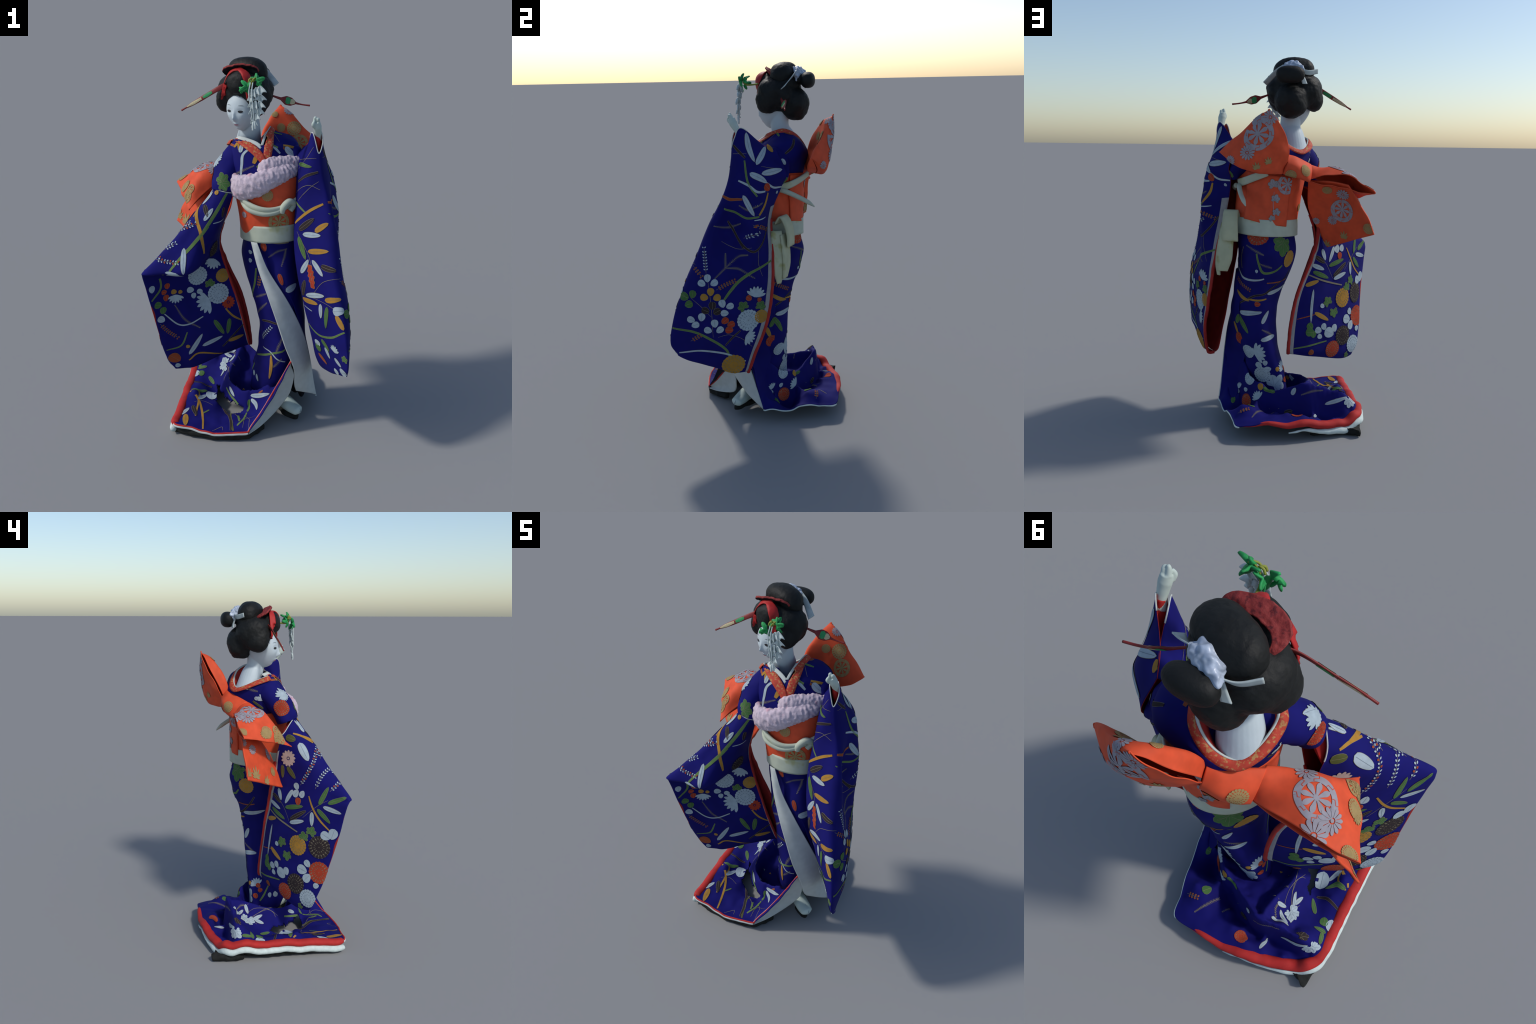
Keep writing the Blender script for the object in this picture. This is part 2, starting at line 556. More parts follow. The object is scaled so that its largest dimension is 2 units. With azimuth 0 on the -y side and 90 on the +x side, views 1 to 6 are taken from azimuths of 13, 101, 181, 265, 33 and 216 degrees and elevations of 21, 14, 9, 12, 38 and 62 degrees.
# red ribbon arching over the front puff
RIBP = [(-0.203, -0.018, 1.800), (-0.190, -0.012, 1.868), (-0.162, -0.008, 1.926), (-0.121, -0.004, 1.953), (-0.083, -0.018, 1.934), (-0.058, -0.034, 1.880), (-0.040, -0.040, 1.800)]
RIBC = V3(-0.120, -0.018, 1.860)
RIBW = []
for p in RIBP:
    r = V3(*p) - RIBC
    r -= FW * (r @ FW)
    r /= np.linalg.norm(r)
    RIBW.append(FW * 0.015 - r * 0.009)
rib = ribbon_strip("hair_ribbon", RIBP, RIBW, RIBBON, 0.005, n=60, m=7)
hair_bvh = BVHTree.FromPolygons([v.co for v in hair.data.vertices], [tuple(p.vertices) for p in hair.data.polygons])
half_rib = len(rib.data.vertices) // 2
for i, v in enumerate(rib.data.vertices):
    loc, nrm, _, dist = hair_bvh.find_nearest(v.co)
    lift = (v.co - loc).dot(nrm)
    want = 0.0055 if i < half_rib else 0.001
    if lift < want or lift > want + 0.012:
        v.co = loc + nrm * want

# ------------------------------------------------------------------ hair pins
def pin(name, P, widths, thick, up):
    C = catmull(P, 40)
    w = np.interp(np.linspace(0, 1, 40), np.linspace(0, 1, len(widths)), widths)
    T = np.gradient(C, axis=0)
    T /= np.linalg.norm(T, axis=1, keepdims=True)
    A = np.cross(T, np.asarray(up, float))
    A /= np.linalg.norm(A, axis=1, keepdims=True)
    B = np.cross(A, T)
    th = np.linspace(0, math.tau, 14, endpoint=False)
    G = C[:, None] + A[:, None] * (thick * np.cos(th))[None, :, None] + B[:, None] * (w[:, None] * np.sin(th))[..., None]
    return shell(name, G, PINRED), C, A, B, w
pin_long = pin("hair_pin", [(-0.16, 0.03, 1.875), (-0.215, 0.004, 1.852), (-0.30, -0.018, 1.803), (-0.37, -0.036, 1.763), (-0.408, -0.044, 1.741)],
               [0.012, 0.014, 0.012, 0.012, 0.010, 0.004, 0.005], 0.004, (0.05, 0.35, 0.9))
pin_disc = pin("hair_pin", [(0.02, 0.10, 1.815), (0.056, 0.108, 1.801), (0.10, 0.125, 1.784), (0.147, 0.139, 1.769), (0.19, 0.148, 1.758), (0.234, 0.156, 1.752)],
               [0.005, 0.005, 0.006, 0.008, 0.026, 0.024, 0.006, 0.004, 0.004, 0.005], 0.004, (0.1, 0.65, 0.9))
GOLDP = material("cream_petal_paint", (0.46, 0.40, 0.24), 0.6, 0.15, 120)
PGREEN = material("green_pin_paint", (0.03, 0.26, 0.09), 0.6, 0.2, 120)
def pin_paint(data, s0, s1, mat, name, scale=0.8, parent=None):
    o, C, A, B, w = data
    i0, i1 = int(s0 * 39), int(s1 * 39)
    for sgn in (1, -1):
        V, F = [], []
        for i in range(i0, i1 + 1):
            k = (i - i0) / max(1, i1 - i0)
            for j in range(5):
                q = (j / 4 * 2 - 1) * scale * math.sin(math.pi * min(max(k, 0.12), 0.88)) ** 0.4
                V.append(C[i] + B[i] * w[i] * q + A[i] * sgn * (0.0048 * math.sqrt(max(0.05, 1 - q * q)) + 0.0004))
        for i in range(i1 - i0):
            for j in range(4):
                a = i * 5 + j
                F.append((a, a + 5, a + 6, a + 1))
        add(name, V, F, mat, parent or o)
pin_paint(pin_long, 0.36, 0.50, PGREEN, "pin_leaf_paint")
pin_paint(pin_long, 0.52, 0.80, GOLDP, "pin_flower_paint")
pin_paint(pin_disc, 0.44, 0.54, PGREEN, "pin_leaf_paint")
pin_paint(pin_disc, 0.545, 0.66, GOLDP, "pin_flower_paint")

# ------------------------------------------------------------------ hanging flower ornament
orn = bpy.data.objects.new("flower_ornament", None)
bpy.context.scene.collection.objects.link(orn)
orn.parent = ROOT
tube("ornament_stem", [(-0.040, -0.035, 1.885), (-0.034, -0.075, 1.880), (-0.026, -0.105, 1.882), (-0.012, -0.118, 1.895)], [0.005, 0.005, 0.006, 0.005], STEMG, parent=orn, n=16, m=8)
def petal_mesh(mat, name):
    """A folded cloth petal: a pinched cup with a pointed, flaring lip."""
    V, F = [], []
    n, m = 9, 9
    for i in range(n):
        t = i / (n - 1)
        for j in range(m):
            s = j / (m - 1) * 2 - 1
            w = 0.022 * (0.25 + 1.0 * t ** 0.8) * (1 - 0.35 * t * t)
            V.append((s * w * (1 + 0.25 * t), 0.012 * (1 - s * s) * (1 - 0.3 * t) + 0.010 * t * t * abs(s), -0.045 * t - 0.012 * t * t * abs(s) ** 1.5))
    base = grid_faces(n, m)
    return V, base
def cloth_piece(name, V, F, mat, t=0.0035):
    me = bpy.data.meshes.new(name)
    me.from_pydata(V, [], F)
    me.materials.append(mat)
    me.polygons.foreach_set("use_smooth", np.full(len(me.polygons), True))
    bm = bmesh.new()
    bm.from_mesh(me)
    bmesh.ops.solidify(bm, geom=bm.faces[:], thickness=t)
    bm.to_mesh(me)
    bm.free()
    return me
PV, PF = petal_mesh(PETAL, "petal")
PME = cloth_piece("petal", PV, PF, PETAL)
ORN_TOP = V3(-0.008, -0.124, 1.900)
def place(me, name, loc, rot, s, parent):
    o = bpy.data.objects.new(name, me)
    bpy.context.scene.collection.objects.link(o)
    o.location, o.rotation_euler, o.scale = tuple(map(float, loc)), rot, s if isinstance(s, tuple) else (s, s, s)
    o.parent = parent
    return o
YAW = math.radians(-8)
for k, (ox, z, sc, tilt) in enumerate([
    (0.040, 1.885, 1.00, -0.55), (0.020, 1.878, 0.9, -0.1), (-0.018, 1.868, 0.75, 0.25), (0.002, 1.868, 0.9, 0.0),
    (0.042, 1.845, 0.95, -0.55), (0.018, 1.848, 0.9, -0.15), (-0.014, 1.840, 0.80, 0.35),
    (0.040, 1.812, 0.95, -0.5), (0.014, 1.815, 0.95, -0.05), (-0.010, 1.808, 0.75, 0.3),
    (0.036, 1.780, 0.9, -0.45), (0.012, 1.785, 0.9, 0.0), (-0.006, 1.775, 0.7, 0.25),
    (0.022, 1.752, 0.75, -0.3), (0.002, 1.750, 0.75, 0.1), (-0.004, 1.722, 0.6, 0.25),
    (0.010, 1.718, 0.65, -0.2), (0.001, 1.705, 0.6, 0.0)]):
    ox, sc = 0.004 + (ox - 0.004) * 0.72, sc * 0.80
    loc = V3(ox - 0.002, -0.134 - 0.012 * (1.9 - z) / 0.2 - 0.006 * random.random(), z)
    place(PME, "petal", loc, (random.uniform(-0.25, 0.1), tilt, YAW + random.uniform(-0.5, 0.5)), sc, orn)
    if k % 2 == 0 and z > 1.76:
        place(PME, "petal", loc + V3(0.002, 0.012, -0.005), (random.uniform(-0.1, 0.3), tilt, YAW + math.pi + random.uniform(-0.4, 0.4)), sc * 0.8, orn)
for dx in (-0.008, 0.004):
    tube("ornament_thread", [ORN_TOP + V3(dx, -0.008, 0), ORN_TOP + V3(dx * 1.2 - 0.004, -0.022, -0.05), ORN_TOP + V3(dx + 0.004, -0.026, -0.12), (0.001 + dx * 0.4, -0.146, 1.70)], [0.003, 0.003, 0.003, 0.002], PETAL, parent=orn, n=16, m=6)
tube("ornament_tip", [(0.000, -0.146, 1.71), (-0.002, -0.147, 1.69), (-0.003, -0.147, 1.668)], [0.004, 0.006, 0.005], PETAL, parent=orn, n=10, m=8)
tube("ornament_tip", [(0.006, -0.146, 1.715), (0.009, -0.146, 1.695), (0.010, -0.146, 1.676)], [0.004, 0.006, 0.005], PETAL, parent=orn, n=10, m=8)
def maple():
    V, F = [V3(0, 0, 0)], []
    m = 40
    for i in range(m + 1):
        th = math.radians(-125 + 250 * i / m)
        lobe = abs(math.cos(th * 2.2)) ** 1.4
        r = 0.016 + 0.024 * lobe * (1 - 0.15 * abs(th))
        V.append(V3(r * math.sin(th), 0.008 * math.cos(th * 2.2 * 2), r * math.cos(th)))
    F = [(0, i + 1, i + 2) for i in range(m)]
    return V, F
MV, MF = maple()
MME = cloth_piece("leaf", [tuple(v * 1.15) for v in MV], MF, GREEN, 0.007)
for loc, rot, s in [((0.016, -0.116, 1.905), (0.2, 1.15, -0.2), 0.95), ((-0.036, -0.130, 1.880), (0.3, -2.1, 0.3), 0.95), ((0.005, -0.105, 1.905), (-0.7, 0.5, 0.3), 0.8),
                    ((-0.020, -0.108, 1.885), (-1.0, -1.2, 0.2), 0.8), ((-0.052, -0.134, 1.868), (0.1, -2.6, 0.2), 0.55)]:
    place(MME, "leaf", loc, rot, s, orn)
for k in range(5):
    a = k * 1.3
    tube("ornament_bud", [ORN_TOP + V3(0.012 * math.sin(a) - 0.01, 0.01 * math.cos(a), 0.0), ORN_TOP + V3(0.016 * math.sin(a) - 0.002, 0.008 * math.cos(a), 0.014), ORN_TOP + V3(0.012 + 0.018 * math.sin(a), 0.006, 0.020 + 0.006 * math.sin(3 * a))], [0.004, 0.004, 0.002], STEMG, parent=orn, n=8, m=6)

# ================================================================== TORSO, SASH, SKIRT
def ring_grid(rings, nu, nv):
    return patch(rings, nu, nv, closed=True)

# each ring: front, front +x, +x side, back +x, back, back -x, -x side, front -x
waist   = [(0.055,-0.128,1.06),(0.165,-0.090,1.06),(0.215,0.035,1.06),(0.165,0.145,1.06),(0.055,0.206,1.06),(-0.055,0.158,1.06),(-0.105,0.040,1.06),(-0.055,-0.085,1.06)]
obi_lo  = [(0.055,-0.130,1.12),(0.170,-0.090,1.12),(0.222,0.040,1.13),(0.168,0.156,1.14),(0.055,0.208,1.12),(-0.058,0.165,1.10),(-0.112,0.045,1.09),(-0.060,-0.095,1.10)]
obi_mid = [(0.055,-0.134,1.27),(0.172,-0.085,1.27),(0.216,0.042,1.28),(0.157,0.148,1.28),(0.045,0.208,1.26),(-0.072,0.168,1.25),(-0.130,0.045,1.24),(-0.078,-0.105,1.26)]
obi_hi  = [(0.045,-0.122,1.40),(0.165,-0.060,1.41),(0.214,0.052,1.41),(0.150,0.150,1.41),(0.035,0.212,1.40),(-0.090,0.182,1.38),(-0.155,0.045,1.37),(-0.090,-0.115,1.385)]
chest   = [(0.030,-0.082,1.49),(0.130,0.000,1.50),(0.192,0.095,1.50),(0.155,0.205,1.50),(0.025,0.240,1.49),(-0.105,0.212,1.47),(-0.178,0.060,1.47),(-0.115,-0.092,1.48)]
should  = [(0.035,-0.055,1.535),(0.105,0.035,1.570),(0.165,0.115,1.570),(0.115,0.200,1.580),(0.005,0.232,1.540),(-0.118,0.208,1.505),(-0.184,0.055,1.535),(-0.118,-0.050,1.555)]
necklin = [(0.020,-0.032,1.570),(0.040,0.045,1.612),(0.035,0.112,1.632),(0.015,0.175,1.605),(-0.050,0.212,1.545),(-0.122,0.196,1.507),(-0.170,0.055,1.562),(-0.125,0.002,1.590)]
bod = ruffle(ring_grid([obi_hi, chest, should, necklin], 96, 40), 0.005, 16, 5.0, True)
nvb, nub = bod.shape[:2]
Nb = grid_normals(bod, True)
inner_neck = bod[-1] + (np.array([(-0.06, 0.09, 1.54)]) - bod[-1]) * 0.10 + V3(0, 0, -0.03)
bod2 = np.concatenate([bod, ((bod[-1] * 0.6 + inner_neck * 0.4) + V3(0, 0, 0.002))[None], inner_neck[None], (inner_neck * 0.6 + np.array([(-0.06, 0.09, 1.44)]) * 0.4)[None]])
bodice = shell("bodice", bod2, BLUE, caps=(True, False))
printed("bodice", bod, closed=True)

obi = ring_grid([obi_lo, obi_mid, obi_hi], 96, 30)
obi = ruffle(obi + grid_normals(obi, True) * 0.004, 0.004, 14, 2.0, True)
shell("sash", obi, ORANGE)
printed("sash", obi, closed=True)

# overlapping end of the sash, standing slightly proud at the back
def sash_flap():
    js = np.arange(37, 60)
    G = obi[1:-1][:, js] + grid_normals(obi, True)[1:-1][:, js] * 0.010
    printed("sash_end", G)
    return sheet("sash_end", G, 0.008, ORANGE)
sash_flap()

band_lo = [V3(*p) + V3(0, 0, 0.015) for p in waist]
def band():
    f = lambda dz: [V3(p[0], p[1], p[2] + dz + 0.045 * (p[0] - 0.055) + (0.015 if p[1] < 0 else 0)) for p in waist]
    G = ring_grid([f(0.00), f(0.045), f(0.09)], 96, 10)
    N = grid_normals(G, True)
    G = G + N * 0.017
    G = np.concatenate([(G[0] - N[0] * 0.012)[None], G, (G[-1] - N[-1] * 0.012)[None]])
    return shell("waist_band", G, CREAM)
band()

# skirt column
sk = [
    [(p[0], p[1], 1.11) for p in waist],
    waist,
    [(0.050,-0.118,0.96),(0.165,-0.105,0.96),(0.210,0.020,0.96),(0.165,0.160,0.96),(0.050,0.222,0.96),(-0.065,0.160,0.96),(-0.113,0.030,0.96),(-0.060,-0.075,0.96)],
    [(0.070,-0.160,0.85),(0.185,-0.130,0.85),(0.215,0.000,0.85),(0.170,0.130,0.85),(0.060,0.205,0.86),(-0.045,0.140,0.85),(-0.088,0.010,0.85),(-0.030,-0.110,0.85)],
    [(0.100,-0.188,0.75),(0.195,-0.140,0.75),(0.222,-0.010,0.75),(0.175,0.110,0.75),(0.075,0.160,0.75),(-0.010,0.085,0.75),(-0.050,-0.020,0.75),(0.010,-0.150,0.75)],
    [(0.125,-0.208,0.62),(0.200,-0.150,0.62),(0.222,-0.010,0.62),(0.185,0.095,0.62),(0.090,0.142,0.62),(0.020,0.080,0.62),(-0.012,-0.030,0.62),(0.040,-0.165,0.62)],
    [(0.145,-0.220,0.50),(0.205,-0.160,0.50),(0.215,-0.020,0.50),(0.185,0.080,0.50),(0.090,0.130,0.50),(0.015,0.080,0.50),(-0.008,-0.020,0.50),(0.055,-0.170,0.50)],
    [(0.120,-0.215,0.38),(0.190,-0.165,0.38),(0.200,-0.030,0.38),(0.165,0.065,0.38),(0.075,0.118,0.36),(-0.010,0.090,0.36),(-0.030,-0.005,0.36),(0.035,-0.135,0.36)],
    [(0.090,-0.160,0.25),(0.160,-0.140,0.25),(0.170,-0.030,0.25),(0.135,0.060,0.25),(0.050,0.105,0.25),(-0.040,0.095,0.25),(-0.058,0.020,0.25),(0.005,-0.085,0.25)],
    [(0.060,-0.100,0.10),(0.110,-0.090,0.10),(0.130,-0.030,0.10),(0.100,0.050,0.10),(0.030,0.095,0.10),(-0.055,0.095,0.10),(-0.080,0.030,0.10),(-0.025,-0.045,0.10)],
]
skirt = ring_grid(sk, 96, 90)
skirt = ruffle(skirt, 0.008, 11, 4.0, True)
shell("skirt", skirt, BLUE, flip=True, caps=(False, True))
printed("skirt", skirt, flip=True, closed=True)

# white lining turned out down the front, curling round to the open edge of the robe
lin = [
    [(-0.022,-0.130,1.075),(-0.005,-0.136,1.075),(0.012,-0.138,1.075)],
    [(0.025,-0.172,0.935),(0.045,-0.172,0.935),(0.070,-0.156,0.935)],
    [(0.085,-0.208,0.79),(0.125,-0.195,0.79),(0.165,-0.165,0.79)],
    [(0.130,-0.222,0.67),(0.175,-0.195,0.67),(0.224,-0.150,0.67)],
    [(0.180,-0.228,0.52),(0.230,-0.180,0.52),(0.270,-0.110,0.52)],
    [(0.225,-0.208,0.38),(0.265,-0.150,0.38),(0.292,-0.060,0.36)],
    [(0.222,-0.165,0.26),(0.275,-0.100,0.23),(0.305,-0.010,0.20)],
    [(0.225,-0.130,0.20),(0.285,-0.060,0.15),(0.318,0.026,0.085)],
]
G = patch(lin, 24, 60)
sheet("robe_lining", G, 0.006, WHITE)

rob = [
    [(0.165,-0.150,0.84),(0.222,-0.060,0.84),(0.216,0.040,0.84),(0.180,0.100,0.84)],
    [(0.215,-0.140,0.72),(0.238,-0.050,0.72),(0.226,0.040,0.72),(0.190,0.085,0.72)],
    [(0.245,-0.130,0.62),(0.256,-0.050,0.62),(0.235,0.040,0.62),(0.200,0.080,0.62)],
    [(0.278,-0.100,0.50),(0.255,-0.030,0.50),(0.222,0.035,0.50),(0.190,0.075,0.50)],
    [(0.292,-0.058,0.38),(0.250,-0.022,0.38),(0.210,0.020,0.38),(0.165,0.055,0.38)],
    [(0.299,-0.028,0.29),(0.250,-0.010,0.29),(0.218,0.008,0.28),(0.190,0.036,0.26)],
    [(0.308,0.002,0.18),(0.265,0.020,0.17),(0.230,0.036,0.16),(0.203,0.050,0.16)],
    [(0.318,0.024,0.09),(0.290,0.050,0.085),(0.252,0.080,0.09),(0.220,0.090,0.095)],
]
ROB = ruffle(patch(rob, 40, 70), 0.004, 10, 5.0)
sheet("robe_side", ROB, 0.005, BLUE, WHITE, BLUE, flip=True)
printed("robe_side", ROB, flip=True)

# ------------------------------------------------------------------ trailing train
sup = [ # supports (x, y, z)
    (-0.404,-0.413,0.072),(-0.30,-0.42,0.066),(-0.181,-0.425,0.050),(-0.08,-0.405,0.055),(0.008,-0.384,0.060),(0.025,-0.353,0.088),(0.070,-0.300,0.150),(0.116,-0.244,0.233),(0.165,-0.228,0.33),(0.213,-0.216,0.430),
    (-0.349,-0.384,0.073),(-0.337,-0.275,0.075),(-0.328,-0.201,0.086),(-0.328,-0.135,0.080),(-0.357,-0.082,0.096),(-0.376,-0.139,0.120),(-0.367,-0.034,0.110),(-0.237,-0.153,0.070),(-0.206,-0.115,0.045),(-0.270,-0.030,0.060),
    (-0.070,-0.150,0.080),(-0.028,-0.192,0.100),(0.009,-0.190,0.085),(-0.10,-0.25,0.072),(-0.20,-0.30,0.062),(-0.05,-0.33,0.070),(0.02,-0.27,0.095),
    (-0.264,0.131,0.152),(-0.317,0.195,0.165),(-0.230,0.060,0.165),(-0.300,0.080,0.110),(-0.250,-0.005,0.120),
    (-0.12,-0.06,0.085),(-0.12,0.03,0.115),(-0.11,0.10,0.145),(-0.06,0.145,0.145),(-0.06,0.178,0.158),(-0.10,0.155,0.150),(-0.14,0.115,0.150),(-0.145,0.165,0.165),(-0.135,0.208,0.182),(-0.150,0.060,0.130),(-0.150,0.000,0.110),(-0.02,0.160,0.150),(-0.210,0.230,0.222),(-0.240,0.215,0.205),(-0.205,0.180,0.222),(-0.215,0.130,0.196),(-0.225,0.090,0.186),(-0.160,0.235,0.215),(0.03,0.14,0.145),(0.08,0.12,0.16),(0.12,0.08,0.18),(-0.181,0.259,0.255),(0.0,0.13,0.13),(-0.05,-0.11,0.09),(0.05,0.08,0.14),(0.10,0.03,0.16),(0.16,-0.02,0.2),
    (0.201,0.070,0.140),(0.154,0.118,0.103),(0.234,0.094,0.101),(0.091,0.190,0.135),(0.250,0.060,0.115),(0.265,0.03,0.15),
    (0.319,0.026,0.085),(0.305,-0.005,0.20),(0.294,-0.032,0.33),(0.290,0.110,0.080),(0.252,0.224,0.087),(0.210,0.33,0.085),(0.175,0.424,0.080),
    (0.153,0.318,0.120),(0.120,0.269,0.135),(0.171,0.255,0.133),(0.062,0.368,0.105),(-0.079,0.324,0.118),(-0.164,0.344,0.118),(0.016,0.426,0.105),(-0.095,0.415,0.090),(-0.244,0.336,0.098),(-0.25,0.370,0.080),(-0.02,0.27,0.10),(-0.12,0.29,0.10),(-0.22,0.29,0.11),(-0.33,0.30,0.09),
    (-0.431,0.262,0.108),(-0.475,0.234,0.095),(-0.453,0.10,0.098),(-0.453,-0.010,0.092),(-0.43,-0.15,0.085),(-0.415,-0.28,0.080),(-0.36,0.12,0.125),(-0.33,0.03,0.085),
]
def crest(line, foot, side, width, step=0.020):
    """A sharp fold: supports along the ridge and at its foot on one side."""
    n = max(4, int(np.linalg.norm(np.diff(np.array(line), axis=0), axis=1).sum() / step))
    C = catmull(line, n)
    T = np.gradient(C, axis=0)
    O = np.stack([-T[:, 1], T[:, 0]], axis=1)
    O /= np.linalg.norm(O, axis=1, keepdims=True)
    F = np.interp(np.linspace(0, 1, n), np.linspace(0, 1, len(foot)), foot)
    out = [tuple(c) for c in C]
    if side:
        out += [(c[0] + side * o[0] * width, c[1] + side * o[1] * width, f) for c, o, f in zip(C, O, F)]
    return out
back_crest = [(0.221,-0.003,0.295),(0.196,0.037,0.260),(0.142,0.108,0.228),(0.074,0.166,0.205),(0.024,0.172,0.185),(-0.041,0.208,0.190),(-0.116,0.246,0.215),(-0.181,0.262,0.256),(-0.284,0.240,0.210),(-0.380,0.237,0.176),(-0.420,0.225,0.148)]
front_crest = [(0.083,-0.208,0.262),(0.020,-0.190,0.215),(-0.030,-0.180,0.192),(-0.069,-0.168,0.184),(-0.106,-0.148,0.186),(-0.150,-0.118,0.188),(-0.174,-0.085,0.190),(-0.190,-0.035,0.195),(-0.200,0.026,0.205),(-0.190,0.090,0.222),(-0.180,0.150,0.238),(-0.177,0.210,0.250)]
sup += crest(back_crest, [0.12, 0.11, 0.10, 0.115, 0.115, 0.112, 0.112, 0.115, 0.112, 0.105, 0.10], -1, 0.013)
sup += crest(front_crest[:8], [0.16, 0.10, 0.085, 0.075, 0.07, 0.07, 0.08, 0.10], -1, 0.034)
sup += crest(front_crest[7:], [0], 0, 0.0)
sup += crest(front_crest[:7], [0.20, 0.12, 0.085, 0.08, 0.08, 0.08, 0.08], 1, 0.030)
def thin(P, gap=0.008):
    keep_ = []
    for p in P:
        if all((p[0] - q[0]) ** 2 + (p[1] - q[1]) ** 2 > gap * gap for q in keep_):
            keep_.append(p)
    return keep_
nb = len(sup)
sup = thin(sup[::-1])[::-1]
hz = rbf_height(sup)
outer = [(0.008,-0.384),(-0.085,-0.408),(-0.181,-0.425),(-0.300,-0.420),(-0.408,-0.412),(-0.425,-0.28),(-0.440,-0.14),(-0.455,0.0),(-0.468,0.12),(-0.474,0.225),(-0.440,0.285),(-0.350,0.335),(-0.240,0.378),(-0.095,0.420),(0.030,0.430),(0.175,0.426),(0.215,0.33),(0.255,0.225),(0.290,0.125),(0.319,0.026)]
inner = [(0.213,-0.216),(0.150,-0.190),(0.09,-0.150),(0.04,-0.110),(0.01,-0.07),(-0.01,-0.04),(-0.02,-0.01),(-0.02,0.01),(-0.015,0.03),(-0.01,0.05),(0.0,0.06),(0.01,0.07),(0.02,0.075),(0.03,0.075),(0.05,0.07),(0.08,0.06),(0.12,0.05),(0.17,0.03),(0.23,0.0),(0.292,-0.034)]
NU, NV = 260, 92
ou, iu = catmull(outer, NU), catmull(inner, NU)
tt = np.linspace(0, 1, NV)[:, None, None]
XY = iu[None] * (1 - tt) + ou[None] * tt
Z = hz(XY.reshape(-1, 2)).reshape(NV, NU)
Z = np.where(XY[..., 0] < -0.05, np.minimum(Z, 0.262), Z)
train = np.concatenate([XY, Z[..., None]], axis=2)
for _ in range(1):
    t2 = train.copy()
    t2[1:-1, 1:-1, 2] = (train[1:-1, 1:-1, 2] * 4 + train[:-2, 1:-1, 2] + train[2:, 1:-1, 2] + train[1:-1, :-2, 2] + train[1:-1, 2:, 2]) / 8
    train = t2
train = ruffle(train, 0.005, 18, 8.0)
cx = (train[:-1, :-1] + train[1:, 1:]) / 2
keep = np.ones((NV - 1, NU - 1), bool)
HOLE = [(-0.280,0.000),(-0.262,-0.080),(-0.240,-0.150),(-0.205,-0.165),(-0.150,-0.205),(-0.080,-0.215),(-0.060,-0.200),(-0.110,-0.176),(-0.185,-0.128),(-0.222,-0.075),(-0.245,-0.010)]
def inside(p, poly):
    r = False
    for (x0, y0), (x1, y1) in zip(poly, poly[1:] + poly[:1]):
        if (y0 > p[1]) != (y1 > p[1]) and p[0] < (x1 - x0) * (p[1] - y0) / (y1 - y0) + x0:
            r = not r
    return r
for i in range(NV - 1):
    for j in range(NU - 1):
        p = cx[i, j]
        if inside((p[0] + 0.008 * noise3(p, 40, 5), p[1] + 0.008 * noise3(p, 40, 9)), HOLE) and p[2] < 0.098:
            keep[i, j] = False
FLIP_TRAIN = grid_normals(train)[NV // 2, NU // 2, 2] < 0
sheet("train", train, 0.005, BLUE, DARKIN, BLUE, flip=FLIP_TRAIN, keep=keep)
printed("train", train, flip=FLIP_TRAIN)

# padded hems along the train's border
edge = train[-1]
def hem(name, j0, j1, out, dz, ra, rb, mat, bumpy=0.003, seed=1.0, n=120, taper=True, fade=0.03):
    seg = edge[j0:j1]
    ctr = V3(-0.1, 0.0, 0)
    T = np.gradient(seg, axis=0)
    O = np.cross(T, UP)
    O /= np.linalg.norm(O, axis=1, keepdims=True)
    O *= np.sign(((seg - ctr)[:, :2] * O[:, :2]).sum(1))[:, None]
    P = seg + O * out + V3(0, 0, 1) * dz
    P[:, 2] = np.maximum(P[:, 2], rb + 0.004)
    k = len(P)
    wv = np.minimum(1, np.minimum(np.arange(k), np.arange(k)[::-1]) / 8 + 0.25) if taper else np.ones(k)
    q = P[:: max(1, k // 40)]
    w_ = np.interp(np.linspace(0, 1, len(q)), [0, 0.03, 1 - fade, 1], [0.75, 1, 1, 0.15 if fade > 0.05 else 0.8])
    G = tube_grid(q, ra * w_, rb * w_, n, 14)
    G = ruffle(G, bumpy, 22, seed, True)
    return shell(name, G, mat)
def u_of(x, y):
    return int(np.argmin(((edge[:, :2] - V3(x, y)) ** 2).sum(1)))
jA, jB = u_of(-0.408, -0.412), u_of(0.16, 0.427)
hem("red_hem", jA, jB, -0.008, -0.006, 0.026, 0.020, RED, fade=0.24)
hem("white_hem", jA, u_of(-0.06, 0.425), 0.006, -0.040, 0.020, 0.018, HEMWHT, 0.004, 6.0, fade=0.2)
hem("red_hem", 0, jA + 2, 0.000, -0.002, 0.005, 0.005, RED, 0.0005, taper=False)
hem("white_hem", 0, jA + 4, 0.003, -0.010, 0.005, 0.007, WHITE, 0.001, 3.0, taper=False)
hem("white_hem", u_of(0.175, 0.426), NU, 0.001, -0.006, 0.004, 0.004, HEMWHT, 0.001, taper=False)

# front edge of the robe with its white lining
e1 = [(0.213,-0.216,0.430),(0.165,-0.230,0.33),(0.116,-0.244,0.233),(0.070,-0.300,0.150),(0.025,-0.353,0.086),(0.008,-0.384,0.056)]
e1i = [(0.226,-0.190,0.330),(0.212,-0.170,0.250),(0.190,-0.165,0.180),(0.125,-0.195,0.085),(0.060,-0.305,0.050),(0.012,-0.382,0.045)]
mid = [tuple((np.array(a) + np.array(b)) / 2 + V3(-0.008, 0.012, 0.0)) for a, b in zip(e1, e1i)]
G = np.stack([catmull(e1, 50), catmull(mid, 50), catmull(e1i, 50)], axis=1)
G = patch([g for g in G], 14, 50)
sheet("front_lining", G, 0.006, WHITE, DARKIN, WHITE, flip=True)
tube("edge_piping", e1, 0.005, RED, n=50, m=8)

